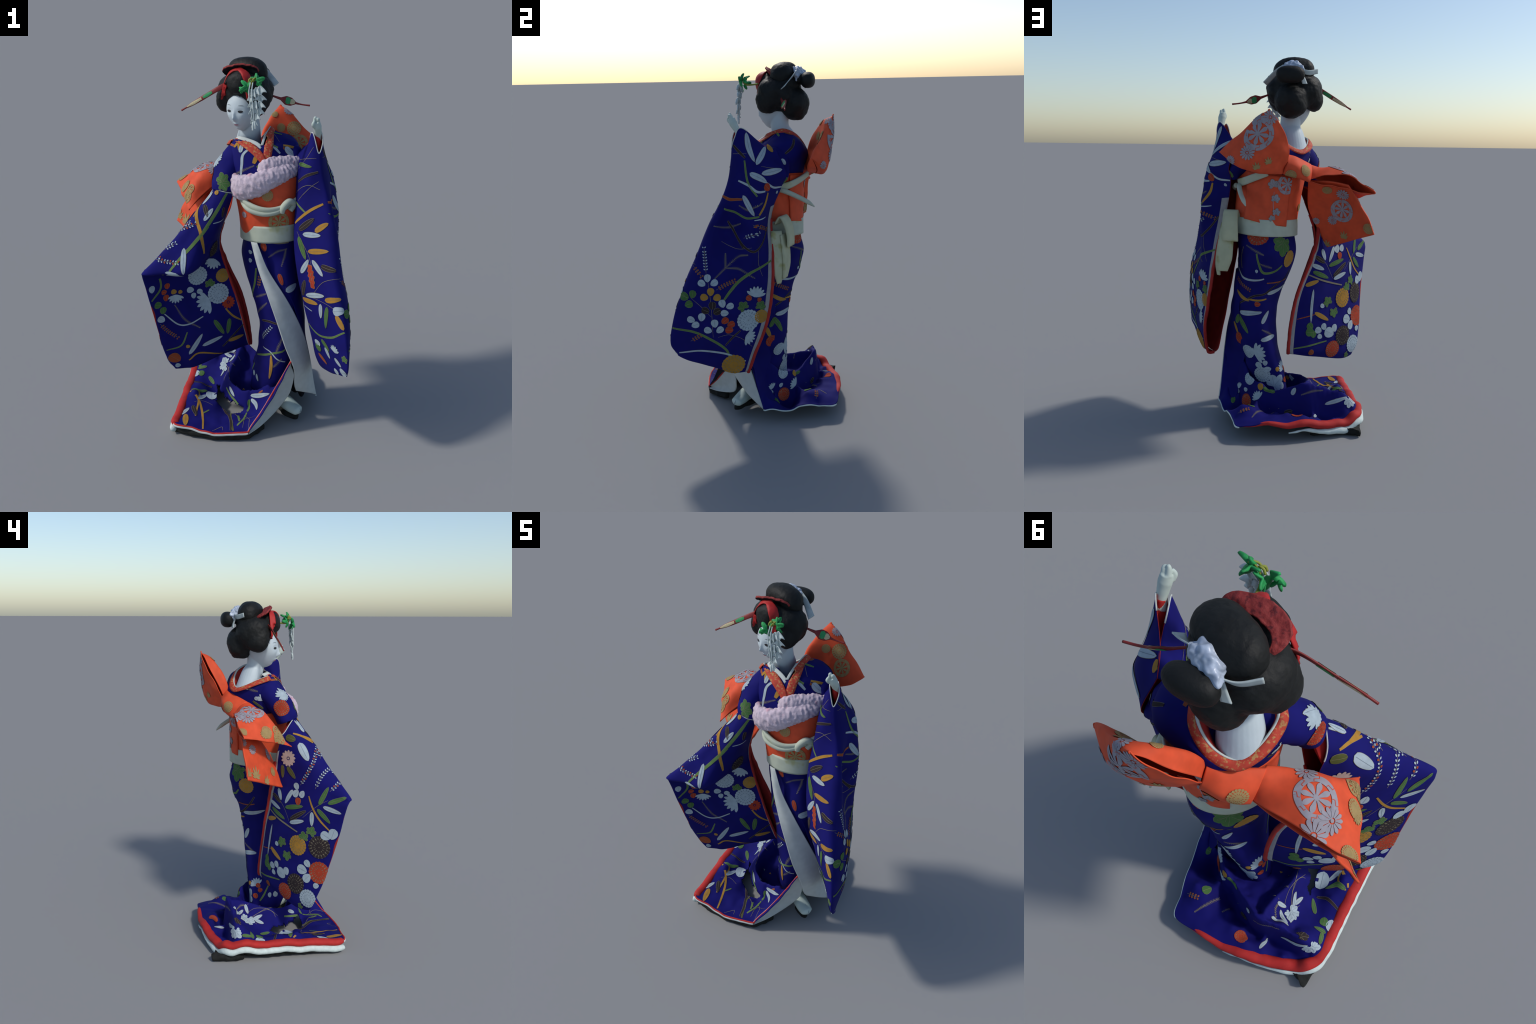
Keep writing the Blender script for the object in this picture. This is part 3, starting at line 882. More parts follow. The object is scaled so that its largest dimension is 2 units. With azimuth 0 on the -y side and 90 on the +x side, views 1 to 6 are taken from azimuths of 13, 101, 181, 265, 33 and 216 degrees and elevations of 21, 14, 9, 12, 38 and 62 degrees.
# foot in a split-toed sock on a black sole
foot_G = tube_grid([(0.095,-0.065,0.110),(0.130,-0.085,0.105),(0.170,-0.110,0.098),(0.210,-0.132,0.085),(0.243,-0.150,0.078),(0.256,-0.157,0.076)],
                   [0.030,0.040,0.042,0.042,0.036,0.014],[0.035,0.044,0.040,0.030,0.024,0.011],36,20)
foot = shell("foot", foot_G, HANDM)
tube("toe_cleft", [(0.215,-0.128,0.114),(0.238,-0.142,0.103),(0.255,-0.152,0.090),(0.262,-0.158,0.074)], [0.0015,0.002,0.0025,0.002], BROW, parent=foot, n=16, m=6)
tube("leg", [(0.10,-0.06,0.10),(0.125,-0.075,0.16),(0.14,-0.07,0.26)], [0.042,0.045,0.06], HANDM, n=16, m=18)

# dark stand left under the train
def slab(name, pts, z0, z1, seed):
    C = catmull(pts, 90, closed=True)
    rings = []
    for z, f in ((z0, 1.0), (z0 + (z1 - z0) * 0.5, 1.0), (z1, 0.97)):
        R = np.array([[p[0], p[1]] for p in C])
        m = R.mean(0)
        R = m + (R - m) * f
        rings.append([(x + 0.010 * noise3((x, y, z), 25, seed), y + 0.010 * noise3((x, y, z), 25, seed + 3), max(z, z) + (0.006 * noise3((x, y, z), 30, seed + 5) if z > z0 else 0)) for x, y in R])
    return shell(name, np.array(rings), BLACK)
slab("stand", [(-0.41,-0.40),(-0.18,-0.425),(0.0,-0.385),(0.035,-0.335),(0.070,-0.270),(0.055,-0.240),(-0.02,-0.28),(-0.15,-0.31),(-0.36,-0.33)], 0.010, 0.042, 1.0)
slab("sole", [(0.10,-0.055),(0.15,-0.125),(0.20,-0.155),(0.240,-0.165),(0.245,-0.140),(0.20,-0.105),(0.14,-0.060)], 0.028, 0.052, 6.0)
slab("stand", [(-0.455,0.17),(-0.475,0.25),(-0.468,0.355),(-0.43,0.34),(-0.34,0.32),(-0.22,0.35),(-0.22,0.30),(-0.38,0.24)], 0.005, 0.040, 2.0)
slab("stand", [(-0.43,0.17),(-0.455,0.05),(-0.44,-0.12),(-0.425,-0.30),(-0.38,-0.30),(-0.39,-0.1),(-0.40,0.1)], 0.012, 0.040, 4.0)

# ================================================================== SLEEVES
# right sleeve: columns run inner front edge, front, front fold, outer fold, back, back, inner back edge
rs = [
    [(-0.115,-0.125,1.335),(-0.150,-0.150,1.345),(-0.185,-0.150,1.352),(-0.205,-0.142,1.354),(-0.225,-0.125,1.350),(-0.252,-0.095,1.315),(-0.262,-0.075,1.285),(-0.265,-0.055,1.262)],
    [(-0.175,-0.080,1.190),(-0.165,-0.170,1.230),(-0.215,-0.230,1.215),(-0.258,-0.230,1.228),(-0.300,-0.215,1.232),(-0.325,-0.145,1.220),(-0.295,-0.085,1.185),(-0.245,-0.030,1.140)],
    [(-0.215,-0.050,1.085),(-0.205,-0.190,1.100),(-0.260,-0.290,1.095),(-0.330,-0.298,1.108),(-0.395,-0.290,1.115),(-0.390,-0.195,1.110),(-0.310,-0.090,1.080),(-0.240,-0.015,1.050)],
    [(-0.222,-0.040,0.990),(-0.232,-0.150,0.995),(-0.295,-0.360,0.962),(-0.420,-0.385,0.960),(-0.540,-0.395,0.958),(-0.445,-0.240,0.990),(-0.315,-0.090,0.975),(-0.225,-0.005,0.965)],
    [(-0.215,-0.042,0.965),(-0.242,-0.100,0.975),(-0.322,-0.172,0.950),(-0.430,-0.262,0.945),(-0.546,-0.390,0.942),(-0.442,-0.225,0.955),(-0.310,-0.082,0.940),(-0.212,0.000,0.935)],
    [(-0.200,-0.045,0.910),(-0.240,-0.100,0.905),(-0.330,-0.172,0.895),(-0.435,-0.258,0.893),(-0.548,-0.378,0.915),(-0.435,-0.205,0.900),(-0.300,-0.070,0.880),(-0.195,0.005,0.880)],
    [(-0.135,-0.050,0.720),(-0.226,-0.095,0.740),(-0.385,-0.205,0.740),(-0.455,-0.262,0.735),(-0.525,-0.335,0.720),(-0.400,-0.142,0.690),(-0.235,-0.018,0.705),(-0.125,0.025,0.700)],
    [(-0.100,-0.015,0.530),(-0.210,-0.110,0.540),(-0.350,-0.185,0.510),(-0.430,-0.225,0.510),(-0.512,-0.275,0.510),(-0.400,-0.128,0.470),(-0.225,0.003,0.520),(-0.092,0.042,0.530)],
    [(-0.085,0.025,0.400),(-0.195,-0.075,0.390),(-0.350,-0.170,0.365),(-0.425,-0.194,0.366),(-0.500,-0.225,0.370),(-0.400,-0.122,0.350),(-0.220,0.005,0.380),(-0.080,0.055,0.395)],
    [(-0.082,0.045,0.366),(-0.195,-0.030,0.342),(-0.358,-0.150,0.292),(-0.412,-0.176,0.289),(-0.464,-0.198,0.292),(-0.395,-0.130,0.286),(-0.225,-0.012,0.332),(-0.080,0.052,0.364)],
]
RSG = patch(rs, 100, 96)
RSG = ruffle(RSG, 0.005, 8, 2.0)
sheet("sleeve", RSG, 0.0012, BLUE, LINRED, LINRED, flip=False)
printed("sleeve_right", RSG)
# left sleeve: inner back edge, inner, front ridge, outer ..., outer back edge
ls = [
    [(0.209,0.102,1.543),(0.249,0.026,1.584),(0.290,-0.088,1.656),(0.324,-0.113,1.560),(0.340,-0.092,1.615),(0.316,-0.060,1.666),(0.251,0.030,1.586),(0.211,0.105,1.545)],
    [(0.170,0.070,1.480),(0.205,0.005,1.490),(0.262,-0.108,1.470),(0.330,-0.122,1.480),(0.352,-0.090,1.500),(0.355,-0.020,1.500),(0.332,0.070,1.475),(0.250,0.165,1.425)],
    [(0.180,0.060,1.340),(0.205,-0.060,1.340),(0.250,-0.130,1.310),(0.358,-0.150,1.330),(0.384,-0.125,1.345),(0.384,-0.060,1.350),(0.392,0.045,1.345),(0.242,0.135,1.350)],
    [(0.200,0.030,1.170),(0.208,-0.120,1.170),(0.285,-0.180,1.180),(0.398,-0.230,1.170),(0.438,-0.190,1.170),(0.374,-0.110,1.170),(0.416,0.032,1.170),(0.268,0.082,1.190)],
    [(0.212,0.000,0.990),(0.222,-0.165,0.990),(0.310,-0.232,0.970),(0.440,-0.312,0.970),(0.478,-0.240,0.980),(0.420,-0.112,0.980),(0.420,0.012,0.970),(0.318,0.095,0.980)],
    [(0.235,-0.025,0.830),(0.262,-0.190,0.830),(0.360,-0.280,0.810),(0.488,-0.372,0.810),(0.518,-0.290,0.820),(0.480,-0.140,0.820),(0.432,-0.015,0.810),(0.352,0.095,0.800)],
    [(0.268,-0.040,0.660),(0.300,-0.185,0.660),(0.410,-0.300,0.650),(0.525,-0.418,0.650),(0.538,-0.330,0.660),(0.500,-0.180,0.650),(0.442,-0.045,0.640),(0.380,0.068,0.630)],
    [(0.300,-0.035,0.500),(0.335,-0.170,0.500),(0.425,-0.280,0.520),(0.535,-0.428,0.540),(0.536,-0.345,0.540),(0.500,-0.205,0.500),(0.445,-0.085,0.480),(0.402,0.010,0.470)],
    [(0.325,-0.035,0.375),(0.360,-0.130,0.375),(0.440,-0.255,0.415),(0.528,-0.390,0.482),(0.522,-0.335,0.455),(0.472,-0.208,0.398),(0.428,-0.115,0.350),(0.390,-0.035,0.348)],
    [(0.345,-0.056,0.338),(0.396,-0.122,0.345),(0.456,-0.232,0.392),(0.526,-0.388,0.474),(0.523,-0.340,0.446),(0.460,-0.228,0.390),(0.400,-0.118,0.343),(0.350,-0.052,0.338)],
]
LSG = patch(ls, 90, 90)
LSG = ruffle(LSG, 0.005, 8, 6.0)
sheet("sleeve", LSG, 0.0025, BLUE, LINRED, LINRED, flip=True)
printed("sleeve_left", LSG, flip=True)

# upper sleeves, from shoulder to the arm
up_r = tube_grid([(-0.07,0.06,1.535),(-0.135,0.01,1.500),(-0.165,-0.045,1.445),(-0.175,-0.085,1.375),(-0.178,-0.10,1.335)],[0.050,0.068,0.072,0.068,0.064],[0.050,0.068,0.068,0.062,0.058],40,40)
up_r = ruffle(up_r, 0.008, 16, 9.0, True)
shell("upper_sleeve", up_r, BLUE)
printed("upper_sleeve_right", up_r, closed=True)
up_l = tube_grid([(0.09,0.11,1.53),(0.142,0.108,1.500),(0.185,0.114,1.445),(0.220,0.120,1.402),(0.245,0.105,1.380)],[0.050,0.062,0.054,0.044,0.028],[0.050,0.064,0.056,0.046,0.028],40,40)
up_l = ruffle(up_l, 0.016, 20, 1.0, True)
shell("upper_sleeve", up_l, BLUE)
printed("upper_sleeve_left", up_l, closed=True)

# raised hand
hand = remesh_union("hand", [
    tube_piece([(0.312,-0.060,1.615),(0.314,-0.082,1.655),(0.312,-0.102,1.690),(0.309,-0.112,1.715)],[0.020,0.018,0.022,0.018],[0.016,0.016,0.022,0.018]),
    tube_piece([(0.300,-0.118,1.690),(0.296,-0.130,1.705),(0.302,-0.128,1.722)],[0.010,0.009,0.006]),
    tube_piece([(0.300,-0.108,1.712),(0.303,-0.120,1.733),(0.308,-0.122,1.742)],[0.010,0.008,0.005]),
    tube_piece([(0.316,-0.108,1.712),(0.318,-0.118,1.728),(0.314,-0.126,1.726)],[0.010,0.009,0.007]),
], 0.0028, HANDM, 2)
tube("cuff_lining", [(0.310,-0.030,1.540),(0.311,-0.062,1.605),(0.310,-0.076,1.648)], [0.018,0.018,0.014], RED, [0.028,0.022,0.016], n=20, m=20)
def edge_roll(name, E, r, mat, n=70, wob=0.002):
    G = tube_grid(E[:: max(1, len(E) // 24)], r, r, n, 10)
    return shell(name, ruffle(G, wob, 30, 1.5, True), mat)
def edge_trim(name, G, c0, c1, flip, mat, off=0.0016):
    N = grid_normals(G) * (-1 if flip else 1)
    g = G[:, c0:c1] + N[:, c0:c1] * off
    return sheet(name, g, 0.0012, mat, flip=flip)
edge_roll("sleeve_lining_edge", RSG[14:, -1], 0.010, LINRED)
edge_roll("sleeve_lining_edge", RSG[14:, 0], 0.007, LINRED)
edge_trim("sleeve_white_trim", RSG[8:], 96, 100, False, TRIM)
edge_trim("sleeve_white_trim", RSG[8:], 0, 2, False, TRIM)
edge_roll("sleeve_lining_edge", LSG[30:, -1], 0.009, LINRED)
edge_trim("sleeve_white_trim", LSG[26:], 86, 90, True, TRIM)
edge_roll("sleeve_white_piping", RSG[0], 0.0028, WHITE, wob=0.0)
edge_roll("sleeve_white_piping", LSG[0, 18:70], 0.0025, WHITE, wob=0.0)
cap = RSG[1]
shell("arm_lining", np.array([cap + (np.array([[-0.18, -0.10, 1.33]]) - cap) * k for k in (0.03, 0.5, 0.97)]), RED)

# ================================================================== BOW
bowl = [   # front knot -> folded end -> back knot; rows: inner edge, bulge, middle, lower edge
    [(-0.062,0.262,1.465),(-0.066,0.290,1.530),(-0.042,0.335,1.612),(0.006,0.372,1.688),(0.031,0.389,1.719),(0.004,0.386,1.688),(-0.045,0.350,1.608),(-0.070,0.306,1.530),(-0.066,0.275,1.460)],
    [(-0.052,0.225,1.490),(-0.045,0.240,1.550),(-0.015,0.285,1.630),(0.030,0.342,1.685),(0.080,0.376,1.682),(0.040,0.394,1.645),(0.000,0.372,1.580),(-0.040,0.322,1.505),(-0.058,0.275,1.445)],
    [(-0.015,0.225,1.445),(0.030,0.275,1.495),(0.082,0.312,1.558),(0.132,0.335,1.604),(0.162,0.350,1.616),(0.110,0.394,1.588),(0.055,0.378,1.540),(0.000,0.328,1.475),(-0.045,0.270,1.425)],
    [(0.000,0.240,1.405),(0.065,0.252,1.418),(0.145,0.260,1.432),(0.228,0.274,1.468),(0.286,0.306,1.505),(0.198,0.364,1.452),(0.100,0.354,1.415),(0.017,0.302,1.400),(-0.039,0.262,1.396)],
]
low = [V3(*p) for p in bowl[-1]]
bowl.append([(low[k] + low[8 - k]) / 2 + (low[k] - low[8 - k]) * 0.03 - UP * (0.010 if k not in (4,) else 0.0) for k in range(9)])   # closed underneath
BLG = patch(bowl, 110, 60)
BLG = ruffle(BLG, 0.006, 14, 3.0)
sheet("bow_loop", BLG, 0.003, ORANGE, flip=True)
printed("bow_loop_left", BLG, flip=True)
bowr = [
    [(-0.172,0.120,1.385),(-0.245,0.058,1.345),(-0.300,0.000,1.300),(-0.345,-0.055,1.258),(-0.374,-0.097,1.219),(-0.345,-0.050,1.248),(-0.302,0.002,1.288),(-0.250,0.056,1.330),(-0.175,0.120,1.365)],
    [(-0.176,0.125,1.440),(-0.250,0.070,1.408),(-0.325,0.040,1.395),(-0.388,-0.015,1.312),(-0.412,-0.032,1.243),(-0.375,-0.010,1.262),(-0.320,0.040,1.295),(-0.255,0.082,1.328),(-0.178,0.132,1.352)],
    [(-0.182,0.175,1.424),(-0.262,0.150,1.430),(-0.335,0.138,1.425),(-0.415,0.108,1.374),(-0.458,0.044,1.266),(-0.405,0.062,1.282),(-0.335,0.085,1.305),(-0.260,0.112,1.328),(-0.180,0.155,1.345)],
    [(-0.180,0.210,1.370),(-0.280,0.216,1.392),(-0.385,0.213,1.388),(-0.465,0.200,1.345),(-0.530,0.178,1.297),(-0.460,0.192,1.297),(-0.385,0.205,1.318),(-0.280,0.208,1.335),(-0.178,0.205,1.350)],
]
BRG = patch(bowr, 110, 50)
BRG = ruffle(BRG, 0.008, 14, 5.0)
sheet("bow_loop", BRG, 0.003, ORANGE, flip=True)
printed("bow_loop_right", BRG, flip=True)
tail = [
    [(-0.172,0.150,1.355),(-0.270,0.190,1.355),(-0.385,0.202,1.338)],
    [(-0.180,0.040,1.200),(-0.335,0.095,1.240),(-0.445,0.180,1.245)],
    [(-0.235,-0.020,1.080),(-0.372,0.078,1.150),(-0.495,0.172,1.160)],
    [(-0.295,-0.058,0.968),(-0.412,0.062,1.020),(-0.536,0.154,1.072)],
]
TLG = patch(tail, 40, 50)
TLG = ruffle(TLG, 0.008, 10, 7.0)
sheet("bow_tail", TLG, 0.008, ORANGE, flip=True)
printed("bow_tail", TLG, flip=True)
printed("bow_tail_underside", TLG + grid_normals(TLG) * 0.008)
kn = [
    [(-0.058,0.235,1.497),(-0.062,0.278,1.450),(-0.040,0.266,1.394),(-0.025,0.215,1.430)],
    [(-0.105,0.215,1.485),(-0.118,0.268,1.435),(-0.100,0.258,1.378),(-0.085,0.190,1.410)],
    [(-0.150,0.165,1.462),(-0.165,0.232,1.418),(-0.150,0.238,1.362),(-0.130,0.160,1.390)],
    [(-0.184,0.130,1.444),(-0.192,0.192,1.408),(-0.180,0.215,1.352),(-0.165,0.140,1.370)],
]
KG = patch(kn, 40, 40, closed=True)
shell("bow_knot", KG, ORANGE)
printed("bow_knot", KG, closed=True)

# ================================================================== CORDS, COLLAR, SCARF
# twisted pink crepe scarf above the sash
tube("crepe_scarf", [(-0.150,-0.060,1.395),(-0.085,-0.130,1.370),(0.000,-0.140,1.385),(0.070,-0.115,1.415),(0.140,-0.062,1.440),(0.195,0.010,1.455)],
     [0.020,0.036,0.038,0.036,0.032,0.024], PINK, [0.045,0.066,0.064,0.055,0.046,0.038], n=140, m=48, bumpy=0.007, bscale=70)
tube("crepe_scarf", [(0.030,-0.095,1.430),(0.060,-0.085,1.462),(0.115,-0.045,1.468),(0.165,-0.005,1.468),(0.205,0.030,1.465)],
     [0.020,0.032,0.034,0.032,0.024], PINK, [0.038,0.052,0.054,0.050,0.040], n=120, m=48, bumpy=0.007, bscale=70)
# cream cords round the sash
cord = tube("sash_cord", [(-0.115,0.000,1.330),(-0.088,-0.105,1.322),(-0.030,-0.150,1.285),(0.050,-0.162,1.262),(0.120,-0.135,1.262),(0.185,-0.080,1.285),(0.230,0.020,1.310),(0.215,0.110,1.325)],
     [0.013]*8, CREAM, [0.014,0.016,0.018,0.020,0.020,0.020,0.016,0.014], n=80, m=14)
tube("sash_cord", [(-0.105,-0.060,1.318),(-0.040,-0.158,1.268),(0.045,-0.170,1.243),(0.120,-0.145,1.250),(0.175,-0.100,1.280)],
     [0.010]*5, CREAM, [0.013]*5, n=60, m=12, parent=cord)
tube("cord_knot", [(0.140,-0.132,1.245),(0.150,-0.130,1.275),(0.175,-0.108,1.300),(0.195,-0.080,1.280),(0.180,-0.100,1.250)], [0.016,0.018,0.018,0.018,0.014], CREAM, n=40, m=12, parent=cord)
tube("cord_tail", [(0.195,0.090,1.335),(0.195,0.150,1.318),(0.182,0.220,1.285),(0.165,0.270,1.255),(0.152,0.300,1.230)], [0.014,0.014,0.013,0.012,0.003], CREAM, n=40, m=12, parent=cord)
ribbon_strip("sash_strap", [(0.200,0.110,1.340),(0.165,0.165,1.352),(0.110,0.215,1.375),(0.040,0.250,1.400)], [(0.004,0.002,0.020),(0.005,0.004,0.020),(0.006,0.004,0.018),(0.004,0.002,0.016)], CREAM, 0.008)
# knot and hanging ends of the waist band
bk = ribbon_strip("band_knot", [(0.222,0.105,1.150),(0.238,0.140,1.196),(0.244,0.172,1.150),(0.244,0.186,1.085),(0.242,0.186,1.028)], [(0.034,-0.014,0),(0.038,-0.012,0),(0.041,-0.012,0),(0.043,-0.010,0),(0.042,-0.010,0)], CREAMT, 0.009)
ribbon_strip("band_end", [(0.258,0.150,1.100),(0.270,0.164,1.010),(0.276,0.168,0.930),(0.286,0.160,0.860)], [(0.036,-0.012,0),(0.043,-0.012,0),(0.043,-0.010,0),(0.028,-0.006,0)], CREAMT, 0.008, parent=bk)
ribbon_strip("band_end", [(0.290,0.112,1.120),(0.314,0.124,0.990),(0.320,0.128,0.900),(0.312,0.128,0.832)], [(0.008,-0.028,0),(0.010,-0.032,0),(0.012,-0.026,0),(0.008,-0.010,0)], CREAMT, 0.008, parent=bk)
ribbon_strip("band_end", [(0.288,0.084,1.120),(0.308,0.092,1.030),(0.318,0.098,0.930)], [(0.006,-0.012,0),(0.008,-0.016,0),(0.006,-0.012,0)], CREAMT, 0.008, parent=bk)

# collars: red brocade band outside, white collar inside
NL = bod[-1]
def collar(name, mat, start, end, width, lift, inset):
    j = np.arange(start, end)
    jj = j % nub
    idx = np.linspace(nvb - 1, nvb - 1 - width, 8)
    rows = []
    for r in idx:
        i0 = int(math.floor(r)); f = r - i0
        i1 = min(i0 + 1, nvb - 1)
        P = bod[i0, jj] * (1 - f) + bod[i1, jj] * f
        N = Nb[i0, jj]
        rows.append(P + N * lift)
    G = np.array(rows)
    return sheet(name, G, 0.006, mat, flip=True)
def collar_ring():
    """Standing collar round the nape: brocade outside, white edge, red inside."""
    path_ = [(-0.150,0.012,1.580),(-0.168,0.036,1.572),(-0.172,0.080,1.556),(-0.158,0.140,1.528),(-0.122,0.190,1.512),(-0.055,0.205,1.546),(0.005,0.180,1.602),(0.032,0.118,1.634),(0.030,0.060,1.622),(0.026,0.020,1.606)]
    C = catmull(path_, 70)
    ctr = V3(-0.075, 0.095, 0)
    O = C - ctr
    O[:, 2] = 0
    O /= np.linalg.norm(O, axis=1, keepdims=True)
    outer_ = np.stack([C + O * a + UP * b for a, b in ((-0.002, 0.008), (0.004, 0.009), (0.012, 0.004), (0.020, -0.006), (0.024, -0.014))])
    sheet("collar", outer_, 0.004, COLLAR, flip=grid_normals(outer_)[2, 35, 2] < 0)
    white_ = np.stack([C + O * a + UP * b for a, b in ((-0.009, 0.004), (-0.005, 0.0105), (0.000, 0.0105))])
    sheet("white_collar", white_, 0.003, WCOLL, flip=grid_normals(white_)[1, 35, 2] < 0)
    inner_ = np.stack([C - O * a + UP * b for a, b in ((0.006, 0.004), (0.014, -0.012), (0.022, -0.030), (0.030, -0.050))])
    sheet("collar_lining", inner_, 0.003, LINRED, flip=(grid_normals(inner_)[2, 35] @ O[35]) > 0)
collar_ring()
def v_front():
    """Crossed collar ends running down to the scarf."""
    a = ribbon_strip("collar", [(0.025,0.085,1.622),(0.040,0.030,1.600),(0.050,-0.030,1.560),(0.048,-0.072,1.500),(0.042,-0.085,1.470)], [(0.020,0.012,-0.004),(0.022,0.010,-0.006),(0.020,0.008,-0.006),(0.018,0.006,-0.004),(0.016,0.004,0)], COLLAR, 0.006)
    b = ribbon_strip("collar", [(-0.135,0.020,1.588),(-0.085,-0.022,1.575),(-0.030,-0.052,1.552),(0.015,-0.072,1.520),(0.040,-0.088,1.490)], [(-0.006,-0.012,-0.014),(-0.008,-0.014,-0.016),(-0.010,-0.012,-0.018),(-0.012,-0.008,-0.016),(-0.010,-0.004,-0.010)], COLLAR, 0.006)
v_front()
def drape(o, off):
    bv = BVHTree.FromPolygons([v.co for v in bodice.data.vertices], [tuple(p.vertices) for p in bodice.data.polygons])
    half = len(o.data.vertices) // 2
    for i, v in enumerate(o.data.vertices):
        hit = bv.find_nearest(v.co)
        v.co = hit[0] + hit[1] * (off if i < half else off - 0.005)
for o in [o for o in ROOT.children if o.name in ("collar.001", "collar.002")]:
    drape(o, 0.007 if o.name.endswith("1") else 0.010)
ribbon_strip("white_collar", [(0.020,0.062,1.620),(0.020,0.035,1.610),(0.018,-0.005,1.590),(0.016,-0.032,1.570)], [(0.006,0.004,0)]*4, WCOLL, 0.005)
ribbon_strip("white_collar", [(-0.140,0.040,1.592),(-0.110,0.006,1.600),(-0.060,-0.012,1.592),(-0.015,-0.028,1.580),(0.016,-0.040,1.562)], [(-0.004,-0.008,-0.006)]*5, WCOLL, 0.005)

# ================================================================== PRINTED MOTIFS
# flowers, leaves and stems dyed into the silk and woven into the brocade; each is a thin
# film of colour lying on its cloth, placed by its (u, v) on that cloth
INKS = {
    "white": (0.33, 0.40, 0.45), "green": (0.060, 0.140, 0.042), "gold": (0.36, 0.185, 0.032), "brown": (0.028, 0.020, 0.022),
    "red": (0.33, 0.040, 0.018), "rust": (0.27, 0.060, 0.022), "stemgreen": (0.10, 0.175, 0.055), "line": (0.20, 0.175, 0.12), "vein": (0.16, 0.20, 0.25),
    "silver": (0.28, 0.265, 0.30), "brass": (0.31, 0.22, 0.095), "olive": (0.075, 0.085, 0.025), "orange": (0.58, 0.065, 0.022),
    "pinkish": (0.42, 0.33, 0.30), "navy": (0.010, 0.008, 0.10),
}
def ink(c):
    return material("print_" + c, INKS[c], 0.8, 0.10, 40, spec=0.15)

FILM = {}     # (surface, colour, kind) -> [verts, faces]
BVH = {}
STEP = [0]
def surf_at(name, u, v):
    G, N, closed = SURF[name]
    nv, nu = G.shape[:2]
    y = min(max(v, 0), 1) * (nv - 1)
    x = (u % 1.0) * nu if closed else min(max(u, 0), 1) * (nu - 1)
    i, j = min(int(y), nv - 2), int(x) if closed else min(int(x), nu - 2)
    fy, fx = y - i, x - j
    j0, j1 = j % nu, (j + 1) % nu
    lerp = lambda A: (A[i, j0] * (1 - fx) + A[i, j1] * fx) * (1 - fy) + (A[i + 1, j0] * (1 - fx) + A[i + 1, j1] * fx) * fy
    n = lerp(N)
    return lerp(G), n / max(np.linalg.norm(n), 1e-9)
def surf_bvh(name):
    if name not in BVH:
        G, N, closed = SURF[name]
        nv, nu = G.shape[:2]
        F = grid_faces(nv, nu, closed, keep=keep if name == "train" else None)
        a, b, c, d = F[len(F) // 2]
        P = G.reshape(-1, 3)
        fn = np.cross(P[b] - P[a], P[d] - P[a])
        if fn @ N.reshape(-1, 3)[a] < 0:
            F = [f[::-1] for f in F]
        BVH[name] = BVHTree.FromPolygons([Vector(p) for p in P], F)
    return BVH[name]
def lay(name, colour, pts, faces, layer, kind):
    """Drop points on the cloth and keep them a hair above it."""
    bv = surf_bvh(name)
    V, F = FILM.setdefault((name, colour, kind), [[], []])
    off = len(V)
    STEP[0] += 1
    lift = 0.0013 + 0.0007 * layer + (STEP[0] % 97) * 0.000006
    bad = set()
    for k, p in enumerate(pts):
        h = bv.find_nearest(Vector(p))
        V.append(np.array(h[0]) + np.array(h[1]) * lift)
        if h[3] > (0.014 if name == "train" else 0.035):
            bad.add(k)
    F.extend(tuple(off + i for i in f) for f in faces if not bad.intersection(f))

def strip(name, colour, C, W, layer, kind, m=3):
    """Band of half-width W (array) along the 3D centre line C."""
    C = np.asarray(C)
    T = np.gradient(C, axis=0)
    pts, n = [], len(C)
    bv = surf_bvh(name)
    for k in range(n):
        nn = np.array(bv.find_nearest(Vector(C[k]))[1])
        s = np.cross(nn, T[k])
        s /= max(np.linalg.norm(s), 1e-9)
        for q in np.linspace(-1, 1, m):
            pts.append(C[k] + s * W[k] * q)
    lay(name, colour, pts, [(i * m + j, i * m + j + 1, (i + 1) * m + j + 1, (i + 1) * m + j) for i in range(n - 1) for j in range(m - 1)], layer, kind)

def path(name, uvs, n):
    P = np.array([surf_at(name, *q)[0] for q in uvs])
    L = np.linalg.norm(np.diff(P, axis=0), axis=1).sum()
    return catmull(P, n or max(6, int(L / 0.008) + 2)), L

def leaf(name, colour, uvs, w=None, fat=0.5, edge="line", vein=True, kind="leaf_print", layer=1):
    C, L = path(name, uvs, 14)
    w = (w or L * 0.11) * 1.15
    t = np.linspace(0, 1, len(C))
    prof = np.sin(np.pi * t ** (0.8 if fat < 0.8 else 1.0)) ** fat
    if edge:
        strip(name, edge, C, w * prof + 0.0011, layer, kind, 5)
    strip(name, colour, C, np.maximum(w * prof - 0.0002, 0.0003), layer + 1, kind, 5)
    if vein:
        strip(name, "vein" if colour in ("white", "pinkish") else "line", C[1:-1], np.full(len(C) - 2, 0.0006), layer + 2, kind, 2)
def oval(name, colour, uvs, w=None, **k):
    C, L = path(name, uvs, 4)
    leaf(name, colour, uvs, w or L * 0.37, 0.55, None if colour == "white" else "line", True, "leaf_print", 1)
def stroke(name, colour, uvs, w=0.006, layer=0):
    C, L = path(name, uvs, None)
    t = np.linspace(0, 1, len(C))
    W = w * (0.45 + 0.55 * np.sin(np.pi * np.clip(t, 0.04, 0.96)) ** 0.5)
    if w > 0.003:
        strip(name, "line", C, W + 0.0010, layer, "stem_print", 3)
        strip(name, "stemgreen" if colour == "green" else colour, C, W, layer + 0.6, "stem_print", 3)
    else:
        strip(name, colour, C, W, layer + 0.3, "stem_print", 2)
def frame_at(name, u, v, ang=0.0):
    p, n = surf_at(name, u, v)
    e = V3(0, 0, 1) - n * n[2]
    if np.linalg.norm(e) < 0.15:
        e = V3(0, 1, 0) - n * n[1]
    e /= np.linalg.norm(e)
    f = np.cross(e, n)
    c, s = math.cos(ang), math.sin(ang)
    return p, n, f * c + e * s, e * c - f * s
